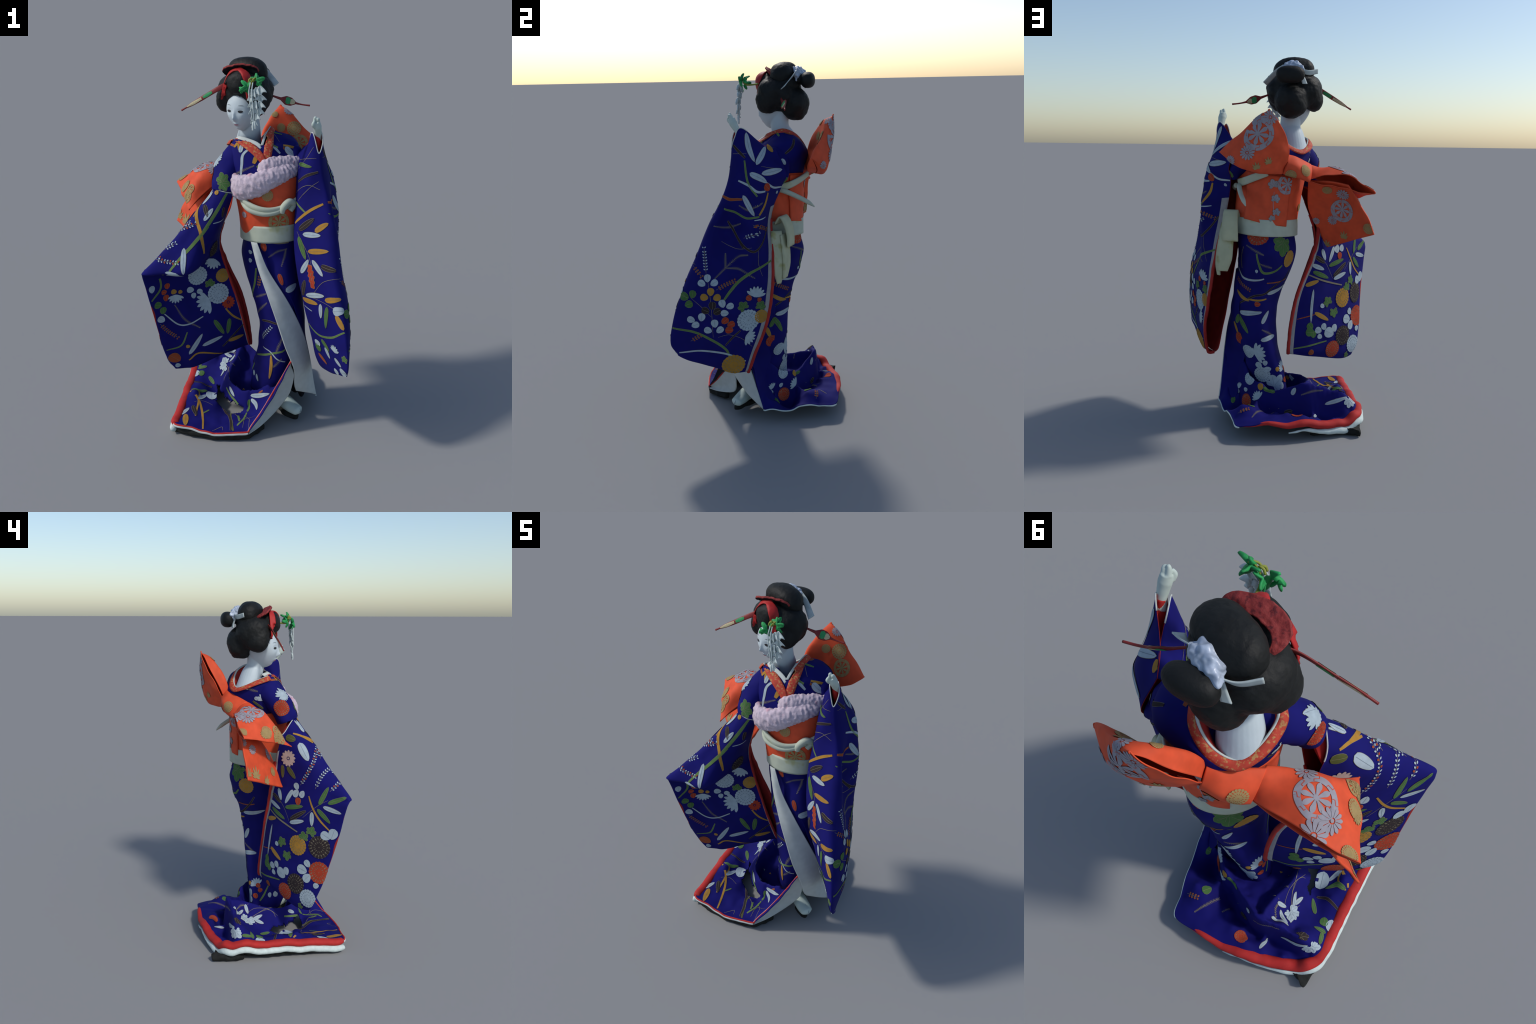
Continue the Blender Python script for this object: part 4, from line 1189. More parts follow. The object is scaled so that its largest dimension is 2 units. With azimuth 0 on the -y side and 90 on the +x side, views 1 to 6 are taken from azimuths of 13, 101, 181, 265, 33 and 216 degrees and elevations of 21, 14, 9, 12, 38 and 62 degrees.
def petal_at(name, colour, p, ex, ey, a, r0, r1, hw, layer, kind, blunt=0.35):
    d, s = ex * math.sin(a) + ey * math.cos(a), ex * math.cos(a) - ey * math.sin(a)
    pts, m = [], 3
    n = 9
    for k in range(n):
        t = k / (n - 1)
        w = hw * (0.30 + 0.70 * min(1, t / 0.62)) * (math.sqrt(max(0.0, 1 - ((t - 0.62) / 0.385) ** 2)) if t > 0.62 else 1)
        for q in (-1, 0, 1):
            pts.append(p + d * (r0 + (r1 - r0) * t) + s * w * q)
    lay(name, colour, pts, [(i * m + j, i * m + j + 1, (i + 1) * m + j + 1, (i + 1) * m + j) for i in range(n - 1) for j in range(2)], layer, kind)
def disc(name, colour, p, ex, ey, r, layer, kind, lobes=0, depth=0.06, sx=1.0):
    pts, F, n, rings = [p], [], 36, max(2, int(r / 0.010) + 1)
    for k in range(1, rings + 1):
        for j in range(n):
            a = math.tau * j / n
            rr = r * k / rings * (1 + (depth * math.cos(lobes * a) if lobes and k == rings else 0))
            pts.append(p + ex * rr * math.sin(a) * sx + ey * rr * math.cos(a))
    for j in range(n):
        F.append((0, 1 + j, 1 + (j + 1) % n))
    for k in range(rings - 1):
        for j in range(n):
            a, b = 1 + k * n + j, 1 + k * n + (j + 1) % n
            F.append((a, a + n, b + n, b))
    lay(name, colour, pts, F, layer, kind)
def chrysanthemum(name, colour, u, v, r, ang=0.0, rim=None):
    p, n, ex, ey = frame_at(name, u, v, ang)
    rim = rim or ("vein" if colour == "white" else "orange" if colour in ("brass", "silver") else "line")
    disc(name, rim, p, ex, ey, r * 0.97, 1, "flower_print", 16, 0.03)
    for k, (r0, r1, cnt) in enumerate(((0.04, 0.40, 11), (0.36, 0.70, 15), (0.66, 1.0, 19))):
        for i in range(cnt):
            petal_at(name, colour, p, ex, ey, math.tau * (i + 0.5 * (k % 2)) / cnt, r * r0, r * r1 * 1.0, math.pi * r * r1 / cnt * (0.90 if colour == "white" else 0.86), 2, "flower_print")
def daisy(name, colour, u, v, r, ang=0.0, cnt=13, part=1.0, core=True):
    p, n, ex, ey = frame_at(name, u, v, ang)
    for i in range(cnt):
        a = math.tau * part * ((i + 0.5) / cnt - 0.5)
        petal_at(name, colour, p, ex, ey, a, r * 0.22 if core else 0.02 * r, r, math.pi * part * r / cnt * (0.60 if colour in ("silver", "brass") else 0.72), 2, "flower_print")
    if core:
        disc(name, colour, p, ex, ey, r * 0.13, 2.5, "flower_print")
def fan(name, colour, u, v, r, ang=0.0):
    daisy(name, colour, u, v, r, ang, 7, 0.42, False)
def lobed(name, colour, u, v, r, ang=0.0):
    p, n, ex, ey = frame_at(name, u, v, ang)
    for a, k in ((0, 1.0), (0.85, 0.85), (-0.85, 0.85), (1.75, 0.6), (-1.75, 0.6)):
        if colour != "white":
            petal_at(name, "line", p, ex, ey, a, 0, r * k + 0.0016, r * 0.30 * k + 0.0014, 1, "leaf_print")
        petal_at(name, colour, p, ex, ey, a, 0, r * k, r * 0.30 * k, 2, "leaf_print")
        d = ex * math.sin(a) + ey * math.cos(a)
        strip(name, "vein" if colour == "white" else "line", [p + d * r * k * t for t in (0.1, 0.5, 0.85)], np.full(3, 0.0006), 3, "leaf_print", 2)
def maple(name, colour, u, v, r, ang=0.0):
    p, n, ex, ey = frame_at(name, u, v, ang)
    for a, k in ((0, 1.0), (0.55, 0.9), (-0.55, 0.9), (1.1, 0.7), (-1.1, 0.7), (1.65, 0.5), (-1.65, 0.5)):
        d = ex * math.sin(a) + ey * math.cos(a)
        C = np.array([p + d * r * k * t for t in np.linspace(0, 1, 7)])
        strip(name, colour, C, r * 0.11 * np.sin(np.pi * np.linspace(0.12, 1, 7)) ** 0.7 + 0.0003, 1, "leaf_print", 3)
def fern(name, colour, uvs, barb=0.010):
    C, L = path(name, uvs, None)
    strip(name, colour, C, np.full(len(C), 0.0009), 0.3, "stem_print", 2)
    T = np.gradient(C, axis=0)
    cnt = max(6, int(L / 0.0065))
    for k in range(1, cnt):
        i = int(k / cnt * (len(C) - 1))
        p, n = C[i], np.array(surf_bvh(name).find_nearest(Vector(C[i]))[1])
        t = T[i] / np.linalg.norm(T[i])
        s = np.cross(n, t)
        for sg in (1, -1):
            b = barb * (0.5 + 0.5 * math.sin(math.pi * k / cnt))
            strip(name, colour, [p, p + t * b * 0.45 + s * sg * b * 0.5, p + t * b * 0.85 + s * sg * b * 0.8], np.array([0.0007, 0.0007, 0.0004]), 0.5, "stem_print", 2)
def sprig(name, colour, uvs, other=None, bud=0.010):
    C, L = path(name, uvs, None)
    strip(name, "line", C, np.full(len(C), 0.0008), 0.3, "stem_print", 2)
    T = np.gradient(C, axis=0)
    cnt = max(4, int(L / 0.015))
    for k in range(1, cnt + 1):
        i = min(len(C) - 1, int(k / cnt * (len(C) - 1)))
        p, n = C[i], np.array(surf_bvh(name).find_nearest(Vector(C[i]))[1])
        t = T[i] / np.linalg.norm(T[i])
        s = np.cross(n, t)
        for sg in (1, -1):
            d = t * 0.62 + s * sg * 0.78
            q = p + d * 0.004
            c = other if other and (k + (sg > 0)) % 3 == 0 else colour
            C2 = np.array([q + d * bud * x for x in np.linspace(0, 1, 5)])
            if c != "white":
                strip(name, "line", C2, bud * 0.36 * np.sin(np.pi * np.linspace(0.1, 0.97, 5)) ** 0.6 + 0.0008, 1, "leaf_print", 3)
            strip(name, c, C2, bud * 0.34 * np.sin(np.pi * np.linspace(0.1, 0.97, 5)) ** 0.6, 2, "leaf_print", 3)
def cluster(name, colour, uvs, w):
    C, L = path(name, uvs, 9)
    for k, p in enumerate(C):
        half = w * math.sin(math.pi * (0.15 + 0.7 * k / 8))
        _, _, ex, ey = frame_at(name, *uvs[0])
        for q in ((-0.6, 0.6) if k % 2 else (-1, 0, 1)):
            c = p + ex * half * q
            disc(name, "line", c, ex, ey, L * 0.088, 1, "flower_print")
            disc(name, colour, c, ex, ey, L * 0.072, 2, "flower_print")
def wheel(name, colour, u, v, r, ang=0.0, back="orange"):
    p, n, ex, ey = frame_at(name, u, v, ang)
    ring = lambda a, b, lay_no: strip(name, colour, [p + ex * r * (a + b) / 2 * math.sin(t) + ey * r * (a + b) / 2 * math.cos(t) for t in np.linspace(0, math.tau, 49)], np.full(49, r * (b - a) / 2), lay_no, "wheel_print", 3)
    ring(0.68, 1.0, 1)
    for i in range(8):
        petal_at(name, colour, p, ex, ey, math.tau * (i + 0.3) / 8, r * 0.10, r * 0.68, r * 0.125, 1, "wheel_print")
        a = math.tau * (i + 0.8) / 8
        d, s = ex * math.sin(a) + ey * math.cos(a), ex * math.cos(a) - ey * math.sin(a)
        strip(name, back, [p + d * r * 0.70, p + d * r * 0.82 + s * r * 0.02, p + d * r * 0.82 + s * r * 0.26, p + d * r * 0.96 + s * r * 0.28], np.full(4, r * 0.016), 2, "wheel_print", 2)
    disc(name, colour, p, ex, ey, r * 0.13, 1.5, "wheel_print")

PRINT = {"leaf": leaf, "oval": oval, "stroke": stroke, "fern": fern, "sprig": sprig, "cluster": cluster,
         "chrys": chrysanthemum, "daisy": daisy, "fan": fan, "lobed": lobed, "maple": maple, "wheel": wheel}
#MOTIFS-BEGIN
MOTIFS = [
    ("leaf", "sleeve_right", "white", 0.011, (0.929, 0.359), (0.882, 0.537)),
    ("leaf", "sleeve_right", "brown", 0.011, (0.971, 0.484), (0.880, 0.557)),
    ("leaf", "sleeve_right", "white", 0.011, (0.830, 0.366), (0.849, 0.556)),
    ("leaf", "sleeve_right", "white", 0.011, (0.977, 0.561), (0.864, 0.587)),
    ("leaf", "sleeve_right", "green", 0.011, (0.839, 0.576), (0.751, 0.564)),
    ("leaf", "sleeve_right", "green", 0.011, (0.946, 0.590), (0.812, 0.620)),
    ("leaf", "sleeve_right", "brown", 0.011, (0.787, 0.617), (0.729, 0.580)),
    ("leaf", "sleeve_right", "white", 0.011, (0.781, 0.625), (0.719, 0.612)),
    ("leaf", "sleeve_right", "white", 0.011, (0.702, 0.582), (0.684, 0.624)),
    ("leaf", "sleeve_right", "white", 0.011, (0.672, 0.560), (0.600, 0.584)),
    ("leaf", "sleeve_right", "green", 0.011, (0.687, 0.550), (0.662, 0.303)),
    ("leaf", "sleeve_right", "green", 0.011, (0.661, 0.531), (0.596, 0.332)),
    ("leaf", "sleeve_right", "green", 0.011, (0.688, 0.570), (0.631, 0.615)),
    ("leaf", "sleeve_right", "gold", 0.011, (0.959, 0.636), (0.867, 0.625)),
    ("leaf", "sleeve_right", "gold", 0.011, (0.855, 0.731), (0.789, 0.750)),
    ("leaf", "sleeve_right", "white", 0.007, (0.881, 0.652), (0.874, 0.712), (0.875, 0.768)),
    ("oval", "sleeve_right", "red", 0, (0.789, 0.490), (0.777, 0.560)),
    ("oval", "sleeve_right", "white", 0, (0.818, 0.300), (0.806, 0.360)),
    ("oval", "sleeve_right", "white", 0, (0.815, 0.478), (0.802, 0.371)),
    ("oval", "sleeve_right", "white", 0, (0.779, 0.488), (0.777, 0.377)),
    ("oval", "sleeve_right", "white", 0, (0.827, 0.704), (0.808, 0.710)),
    ("oval", "sleeve_right", "green", 0, (0.893, 0.771), (0.865, 0.792)),
    ("oval", "sleeve_right", "green", 0, (0.902, 0.805), (0.853, 0.804)),
    ("oval", "sleeve_right", "green", 0, (0.857, 0.798), (0.856, 0.829)),
    ("oval", "sleeve_right", "white", 0, (0.849, 0.791), (0.819, 0.797)),
    ("oval", "sleeve_right", "white", 0, (0.817, 0.766), (0.802, 0.786)),
    ("oval", "sleeve_right", "white", 0, (0.835, 0.815), (0.815, 0.824)),
    ("oval", "sleeve_right", "white", 0, (0.804, 0.790), (0.764, 0.803)),
    ("oval", "sleeve_right", "white", 0, (0.764, 0.761), (0.756, 0.789)),
    ("oval", "sleeve_right", "white", 0, (0.710, 0.744), (0.670, 0.756)),
    ("oval", "sleeve_right", "white", 0, (0.681, 0.721), (0.663, 0.741)),
    ("oval", "sleeve_right", "white", 0, (0.677, 0.789), (0.656, 0.765)),
    ("oval", "sleeve_right", "rust", 0, (0.877, 0.903), (0.856, 0.945)),
    ("oval", "sleeve_right", "white", 0, (0.631, 0.812), (0.598, 0.812)),
    ("oval", "sleeve_right", "white", 0, (0.649, 0.642), (0.614, 0.659)),
    ("oval", "sleeve_right", "white", 0, (0.607, 0.631), (0.609, 0.661)),
    ("stroke", "sleeve_right", "gold", 0.005, (0.743, 0.461), (0.705, 0.568), (0.666, 0.607), (0.623, 0.637)),
    ("stroke", "sleeve_right", "rust", 0.004, (0.967, 0.601), (0.853, 0.623), (0.789, 0.635), (0.730, 0.645)),
    ("stroke", "sleeve_right", "rust", 0.003, (0.964, 0.754), (0.853, 0.737)),
    ("stroke", "sleeve_right", "line", 0.0009, (0.930, 0.495), (0.855, 0.571), (0.787, 0.622)),
    ("stroke", "sleeve_right", "line", 0.0009, (0.731, 0.603), (0.710, 0.581), (0.687, 0.550), (0.666, 0.487)),
    ("stroke", "sleeve_right", "green", 0.004, (0.967, 0.888), (0.854, 0.861), (0.793, 0.837)),
    ("chrys", "sleeve_right", "gold", 0.059, (0.716, 0.683)),
    ("chrys", "sleeve_right", "brown", 0.065, (0.642, 0.684)),
    ("chrys", "sleeve_right", "red", 0.064, (0.622, 0.760)),
    ("chrys", "sleeve_right", "brown", 0.060, (0.713, 0.807)),
    ("chrys", "sleeve_right", "red", 0.052, (0.766, 0.886)),
    ("chrys", "sleeve_right", "white", 0.055, (0.641, 0.885)),
    ("lobed", "sleeve_right", "green", 0.043, (0.696, 0.662), (0.18,)),
    ("lobed", "sleeve_right", "green", 0.043, (0.680, 0.645), (-0.38,)),
    ("lobed", "sleeve_right", "green", 0.044, (0.787, 0.698), (0.54,)),
    ("lobed", "sleeve_right", "green", 0.044, (0.762, 0.717), (-3.06,)),
    ("lobed", "sleeve_right", "green", 0.025, (0.673, 0.955), (2.23,)),
    ("sprig", "sleeve_right", "white", 1, (0.794, 0.314), (0.744, 0.255), (0.662, 0.200), (0.554, 0.146)),
    ("sprig", "sleeve_right", "white", 0, (0.729, 0.333), (0.667, 0.263), (0.546, 0.234)),
    ("sprig", "sleeve_right", "white", 1, (0.667, 0.326), (0.620, 0.291), (0.540, 0.275)),
    ("leaf", "sleeve_right", "white", 0.02, (0.701, 0.104), (0.704, 0.151), (0.703, 0.197)),
    ("daisy", "sleeve_right", "pinkish", 0.047, (0.852, 0.161)),
    ("leaf", "sleeve_right", "olive", 0.016, (0.854, 0.032), (0.728, 0.085)),
    ("leaf", "sleeve_right", "olive", 0.012, (0.867, 0.208), (0.816, 0.278)),
    ("leaf", "sleeve_right", "olive", 0.01, (0.910, 0.189), (0.905, 0.270)),
    ("stroke", "sleeve_right", "gold", 0.006, (0.711, 0.047), (0.630, 0.081), (0.559, 0.120)),
    ("stroke", "sleeve_right", "white", 0.004, (0.573, 0.008), (0.567, 0.066)),
    ("stroke", "sleeve_right", "green", 0.008, (0.119, 0.003), (0.234, 0.081), (0.316, 0.185)),
    ("stroke", "sleeve_right", "green", 0.008, (0.278, 0.139), (0.344, 0.218), (0.409, 0.319)),
    ("stroke", "sleeve_right", "gold", 0.008, (0.628, 0.079), (0.508, 0.118), (0.302, 0.184)),
    ("stroke", "sleeve_right", "gold", 0.008, (0.405, 0.144), (0.307, 0.184), (0.219, 0.269)),
    ("leaf", "sleeve_right", "white", 0.012, (0.409, 0.241), (0.324, 0.327)),
    ("sprig", "sleeve_right", "white", 1, (0.599, 0.194), (0.465, 0.144)),
    ("sprig", "sleeve_right", "white", 1, (0.565, 0.282), (0.468, 0.284), (0.391, 0.285)),
    ("sprig", "sleeve_right", "white", 0, (0.564, 0.256), (0.512, 0.232)),
    ("leaf", "sleeve_right", "white", 0.01, (0.569, 0.066), (0.507, 0.011)),
    ("leaf", "sleeve_right", "white", 0.01, (0.368, 0.121), (0.303, 0.067)),
    ("leaf", "sleeve_right", "brown", 0.01, (0.515, 0.065), (0.339, 0.103)),
    ("leaf", "sleeve_right", "brown", 0.01, (0.147, 0.075), (0.142, 0.125)),
    ("stroke", "sleeve_right", "white", 0.003, (0.234, 0.134), (0.098, 0.131)),
    ("oval", "sleeve_right", "gold", 0, (0.389, 0.003), (0.315, 0.018)),
    ("chrys", "sleeve_right", "brown", 0.048, (0.132, 0.289)),
    ("chrys", "sleeve_right", "white", 0.056, (0.256, 0.582)),
    ("chrys", "sleeve_right", "white", 0.061, (0.142, 0.665)),
    ("chrys", "sleeve_right", "gold", 0.040, (0.082, 0.601)),
    ("lobed", "sleeve_right", "green", 0.040, (0.181, 0.633), (-0.17,)),
    ("fan", "sleeve_right", "white", 0.059, (0.145, 0.499), (2.67,)),
    ("fan", "sleeve_right", "white", 0.063, (0.362, 0.325), (2.69,)),
    ("fan", "sleeve_right", "white", 0.051, (0.363, 0.643), (3.01,)),
    ("fan", "sleeve_right", "white", 0.080, (0.183, 0.684), (1.94,)),
    ("oval", "sleeve_right", "white", 0, (0.286, 0.633), (0.247, 0.640)),
    ("oval", "sleeve_right", "white", 0, (0.248, 0.649), (0.243, 0.670)),
    ("oval", "sleeve_right", "white", 0, (0.234, 0.646), (0.209, 0.651)),
    ("oval", "sleeve_right", "red", 0, (0.448, 0.588), (0.441, 0.613)),
    ("oval", "sleeve_right", "red", 0, (0.472, 0.623), (0.444, 0.622)),
    ("oval", "sleeve_right", "red", 0, (0.449, 0.633), (0.448, 0.656)),
    ("oval", "sleeve_right", "gold", 0, (0.414, 0.627), (0.362, 0.633)),
    ("oval", "sleeve_right", "gold", 0, (0.348, 0.634), (0.311, 0.638)),
    ("oval", "sleeve_right", "green", 0, (0.516, 0.656), (0.476, 0.665)),
    ("oval", "sleeve_right", "green", 0, (0.470, 0.672), (0.479, 0.694)),
    ("oval", "sleeve_right", "white", 0, (0.513, 0.589), (0.517, 0.615)),
    ("oval", "sleeve_right", "white", 0, (0.513, 0.700), (0.482, 0.716)),
    ("oval", "sleeve_right", "gold", 0, (0.362, 0.818), (0.321, 0.819)),
    ("oval", "sleeve_right", "white", 0, (0.510, 0.956), (0.461, 0.961)),
    ("oval", "sleeve_right", "rust", 0, (0.511, 0.865), (0.450, 0.914)),
    ("daisy", "sleeve_right", "red", 0.039, (0.082, 0.695)),
    ("stroke", "sleeve_right", "gold", 0.005, (0.106, 0.716), (0.064, 0.740), (0.012, 0.760)),
    ("leaf", "sleeve_right", "green", 0.011, (0.174, 0.746), (0.133, 0.807)),
    ("leaf", "sleeve_right", "green", 0.011, (0.087, 0.749), (0.113, 0.810)),
    ("leaf", "sleeve_right", "white", 0.011, (0.245, 0.830), (0.143, 0.815)),
    ("leaf", "sleeve_right", "white", 0.011, (0.336, 0.863), (0.237, 0.779)),
    ("leaf", "sleeve_right", "gold", 0.011, (0.119, 0.845), (0.021, 0.834)),
    ("stroke", "sleeve_right", "white", 0.004, (0.472, 0.695), (0.391, 0.734), (0.291, 0.739), (0.218, 0.728)),
    ("fern", "sleeve_right", "line", 0, (0.377, 0.677), (0.310, 0.725), (0.241, 0.758)),
    ("stroke", "sleeve_right", "green", 0.005, (0.438, 0.342), (0.473, 0.599), (0.531, 0.641)),
    ("stroke", "sleeve_right", "green", 0.004, (0.522, 0.833), (0.414, 0.815), (0.324, 0.762)),
    ("stroke", "sleeve_right", "gold", 0.005, (0.344, 0.906), (0.262, 0.866), (0.165, 0.940)),
    ("stroke", "sleeve_right", "brown", 0.005, (0.156, 0.869), (0.077, 0.820), (0.005, 0.781)),
    ("sprig", "sleeve_right", "rust", 0, (0.511, 0.721), (0.478, 0.750), (0.431, 0.777)),
    ("leaf", "sleeve_left", "green", 0.008, (0.172, 0.117), (0.343, 0.097)),
    ("stroke", "sleeve_left", "brown", 0.006, (0.193, 0.175), (0.297, 0.129), (0.412, 0.121)),
    ("stroke", "sleeve_left", "line", 0.001, (0.144, 0.225), (0.319, 0.161), (0.412, 0.186)),
    ("stroke", "sleeve_left", "line", 0.001, (0.211, 0.235), (0.339, 0.171), (0.409, 0.157)),
    ("stroke", "sleeve_left", "line", 0.001, (0.183, 0.133), (0.271, 0.073), (0.335, 0.028)),
    ("stroke", "sleeve_left", "line", 0.001, (0.158, 0.104), (0.308, 0.073), (0.387, 0.054)),
    ("stroke", "sleeve_left", "green", 0.004, (0.167, 0.250), (0.297, 0.267)),
    ("stroke", "sleeve_left", "gold", 0.007, (0.166, 0.319), (0.331, 0.256), (0.424, 0.235)),
    ("leaf", "sleeve_left", "brown", 0.013, (0.209, 0.339), (0.348, 0.286)),
    ("leaf", "sleeve_left", "gold", 0.013, (0.338, 0.333), (0.448, 0.297)),
    ("leaf", "sleeve_left", "white", 0.012, (0.243, 0.350), (0.373, 0.339)),
    ("leaf", "sleeve_left", "green", 0.012, (0.203, 0.358), (0.259, 0.415)),
    ("leaf", "sleeve_left", "gold", 0.012, (0.280, 0.392), (0.418, 0.374)),
    ("leaf", "sleeve_left", "white", 0.012, (0.206, 0.465), (0.282, 0.412)),
    ("leaf", "sleeve_left", "white", 0.012, (0.307, 0.410), (0.365, 0.442)),
    ("leaf", "sleeve_left", "brown", 0.012, (0.358, 0.416), (0.464, 0.424)),
    ("leaf", "sleeve_left", "brown", 0.012, (0.165, 0.557), (0.230, 0.483)),
    ("leaf", "sleeve_left", "white", 0.012, (0.205, 0.543), (0.351, 0.506)),
    ("leaf", "sleeve_left", "gold", 0.012, (0.348, 0.521), (0.462, 0.507)),
    ("leaf", "sleeve_left", "gold", 0.012, (0.159, 0.568), (0.289, 0.552)),
    ("leaf", "sleeve_left", "white", 0.012, (0.313, 0.544), (0.282, 0.602)),
    ("leaf", "sleeve_left", "green", 0.012, (0.351, 0.543), (0.300, 0.632)),
    ("leaf", "sleeve_left", "gold", 0.012, (0.392, 0.561), (0.435, 0.604)),
    ("leaf", "sleeve_left", "white", 0.012, (0.266, 0.731), (0.300, 0.783)),
    ("leaf", "sleeve_left", "green", 0.012, (0.242, 0.701), (0.299, 0.740)),
    ("leaf", "sleeve_left", "rust", 0.012, (0.187, 0.789), (0.262, 0.833)),
    ("leaf", "sleeve_left", "white", 0.012, (0.333, 0.761), (0.379, 0.786)),
    ("cluster", "sleeve_left", "red", 0.016, (0.289, 0.429), (0.293, 0.457), (0.288, 0.491)),
    ("oval", "sleeve_left", "white", 0, (0.380, 0.550), (0.472, 0.546)),
    ("oval", "sleeve_left", "green", 0, (0.478, 0.552), (0.535, 0.571)),
    ("oval", "sleeve_left", "white", 0, (0.182, 0.739), (0.228, 0.723)),
    ("oval", "sleeve_left", "green", 0, (0.176, 0.762), (0.227, 0.747)),
    ("oval", "sleeve_left", "white", 0, (0.325, 0.858), (0.357, 0.862)),
    ("oval", "sleeve_left", "white", 0, (0.375, 0.850), (0.421, 0.824)),
    ("stroke", "sleeve_left", "white", 0.003, (0.150, 0.597), (0.220, 0.597)),
    ("stroke", "sleeve_left", "green", 0.005, (0.147, 0.669), (0.237, 0.686), (0.330, 0.655), (0.439, 0.611)),
    ("fan", "sleeve_left", "white", 0.044, (0.341, 0.720), (0.10,)),
    ("lobed", "sleeve_left", "green", 0.029, (0.403, 0.733), (0.04,)),
    ("stroke", "sleeve_left", "line", 0.001, (0.189, 0.344), (0.274, 0.395), (0.300, 0.424)),
    ("stroke", "sleeve_left", "line", 0.001, (0.239, 0.540), (0.346, 0.534), (0.409, 0.545)),
    ("stroke", "sleeve_left", "line", 0.001, (0.287, 0.511), (0.361, 0.460), (0.502, 0.448)),
    ("leaf", "sleeve_left", "white", 0.013, (0.749, 0.009), (0.741, 0.060), (0.772, 0.110)),
    ("leaf", "sleeve_left", "white", 0.013, (0.789, 0.120), (0.890, 0.010)),
    ("leaf", "sleeve_left", "white", 0.013, (0.838, 0.152), (0.970, 0.100)),
    ("leaf", "sleeve_left", "white", 0.013, (0.752, 0.155), (0.888, 0.186)),
    ("leaf", "sleeve_left", "white", 0.013, (0.749, 0.237), (0.839, 0.301)),
    ("leaf", "sleeve_left", "gold", 0.013, (0.914, 0.001), (0.946, 0.024)),
    ("stroke", "sleeve_left", "green", 0.005, (0.683, 0.110), (0.759, 0.188), (0.848, 0.238)),
    ("stroke", "sleeve_left", "white", 0.006, (0.671, 0.186), (0.778, 0.202), (0.843, 0.221), (0.895, 0.223)),
    ("stroke", "sleeve_left", "white", 0.005, (0.888, 0.186), (0.942, 0.213), (0.997, 0.220)),
    ("stroke", "sleeve_left", "rust", 0.007, (0.489, 0.234), (0.646, 0.251), (0.751, 0.251)),
    ("stroke", "sleeve_left", "green", 0.005, (0.475, 0.270), (0.705, 0.292), (0.794, 0.309), (0.870, 0.305)),
    ("stroke", "sleeve_left", "gold", 0.007, (0.915, 0.231), (0.909, 0.268), (0.869, 0.301)),
    ("stroke", "sleeve_left", "white", 0.003, (0.841, 0.315), (0.925, 0.315)),
    ("fern", "sleeve_left", "line", 0, (0.739, 0.272), (0.804, 0.283), (0.888, 0.262)),
    ("fern", "sleeve_left", "line", 0, (0.566, 0.333), (0.688, 0.343), (0.769, 0.328)),
    ("stroke", "sleeve_left", "brown", 0.005, (0.681, 0.322), (0.742, 0.363), (0.788, 0.402)),
    ("sprig", "sleeve_left", "white", 0, (0.788, 0.371), (0.882, 0.356)),
    ("sprig", "sleeve_left", "rust", 0, (0.834, 0.328), (0.944, 0.356)),
    ("stroke", "sleeve_left", "brown", 0.006, (0.540, 0.022), (0.621, 0.073), (0.689, 0.101)),
    ("stroke", "sleeve_left", "line", 0.001, (0.527, 0.069), (0.707, 0.086)),
    ("stroke", "sleeve_left", "line", 0.001, (0.824, 0.122), (0.890, 0.116), (0.966, 0.097)),
    ("oval", "sleeve_left", "red", 0, (0.880, 0.194), (0.920, 0.221)),
    ("oval", "sleeve_left", "white", 0, (0.969, 0.236), (0.984, 0.245)),
    ("stroke", "sleeve_left", "brown", 0.005, (0.714, 0.340), (0.763, 0.379), (0.807, 0.401), (0.866, 0.407), (0.927, 0.384), (0.965, 0.353)),
    ("stroke", "sleeve_left", "line", 0.001, (0.654, 0.383), (0.747, 0.405), (0.838, 0.396)),
    ("stroke", "sleeve_left", "line", 0.001, (0.884, 0.399), (0.893, 0.447), (0.928, 0.496)),
    ("fern", "sleeve_left", "line", 0, (0.651, 0.506), (0.687, 0.472), (0.756, 0.429), (0.817, 0.418)),
    ("fern", "sleeve_left", "line", 0, (0.682, 0.419), (0.692, 0.468)),
    ("fern", "sleeve_left", "line", 0, (0.698, 0.468), (0.772, 0.468), (0.883, 0.501)),
    ("stroke", "sleeve_left", "green", 0.007, (0.986, 0.452), (0.856, 0.475), (0.786, 0.511), (0.748, 0.549), (0.724, 0.580)),
    ("sprig", "sleeve_left", "white", 0, (0.603, 0.481), (0.573, 0.437), (0.536, 0.399)),
    ("sprig", "sleeve_left", "rust", 0, (0.485, 0.452), (0.578, 0.489)),
    ("sprig", "sleeve_left", "rust", 0, (0.675, 0.544), (0.712, 0.527), (0.757, 0.512)),
    ("oval", "sleeve_left", "white", 0, (0.611, 0.484), (0.624, 0.514)),
    ("oval", "sleeve_left", "white", 0, (0.571, 0.508), (0.618, 0.525)),
    ("oval", "sleeve_left", "white", 0, (0.670, 0.511), (0.643, 0.525)),
    ("oval", "sleeve_left", "gold", 0, (0.647, 0.535), (0.656, 0.564)),
    ("oval", "sleeve_left", "gold", 0, (0.609, 0.565), (0.648, 0.571)),
    ("oval", "sleeve_left", "gold", 0, (0.703, 0.566), (0.671, 0.575)),
    ("oval", "sleeve_left", "brown", 0, (0.670, 0.584), (0.679, 0.612)),
    ("oval", "sleeve_left", "brown", 0, (0.631, 0.610), (0.668, 0.620)),
    ("oval", "sleeve_left", "brown", 0, (0.718, 0.612), (0.688, 0.626)),
    ("oval", "sleeve_left", "white", 0, (0.707, 0.578), (0.731, 0.605)),
    ("oval", "sleeve_left", "white", 0, (0.782, 0.596), (0.744, 0.605)),
    ("oval", "sleeve_left", "white", 0, (0.722, 0.624), (0.764, 0.625)),
    ("oval", "sleeve_left", "white", 0, (0.638, 0.624), (0.640, 0.655)),
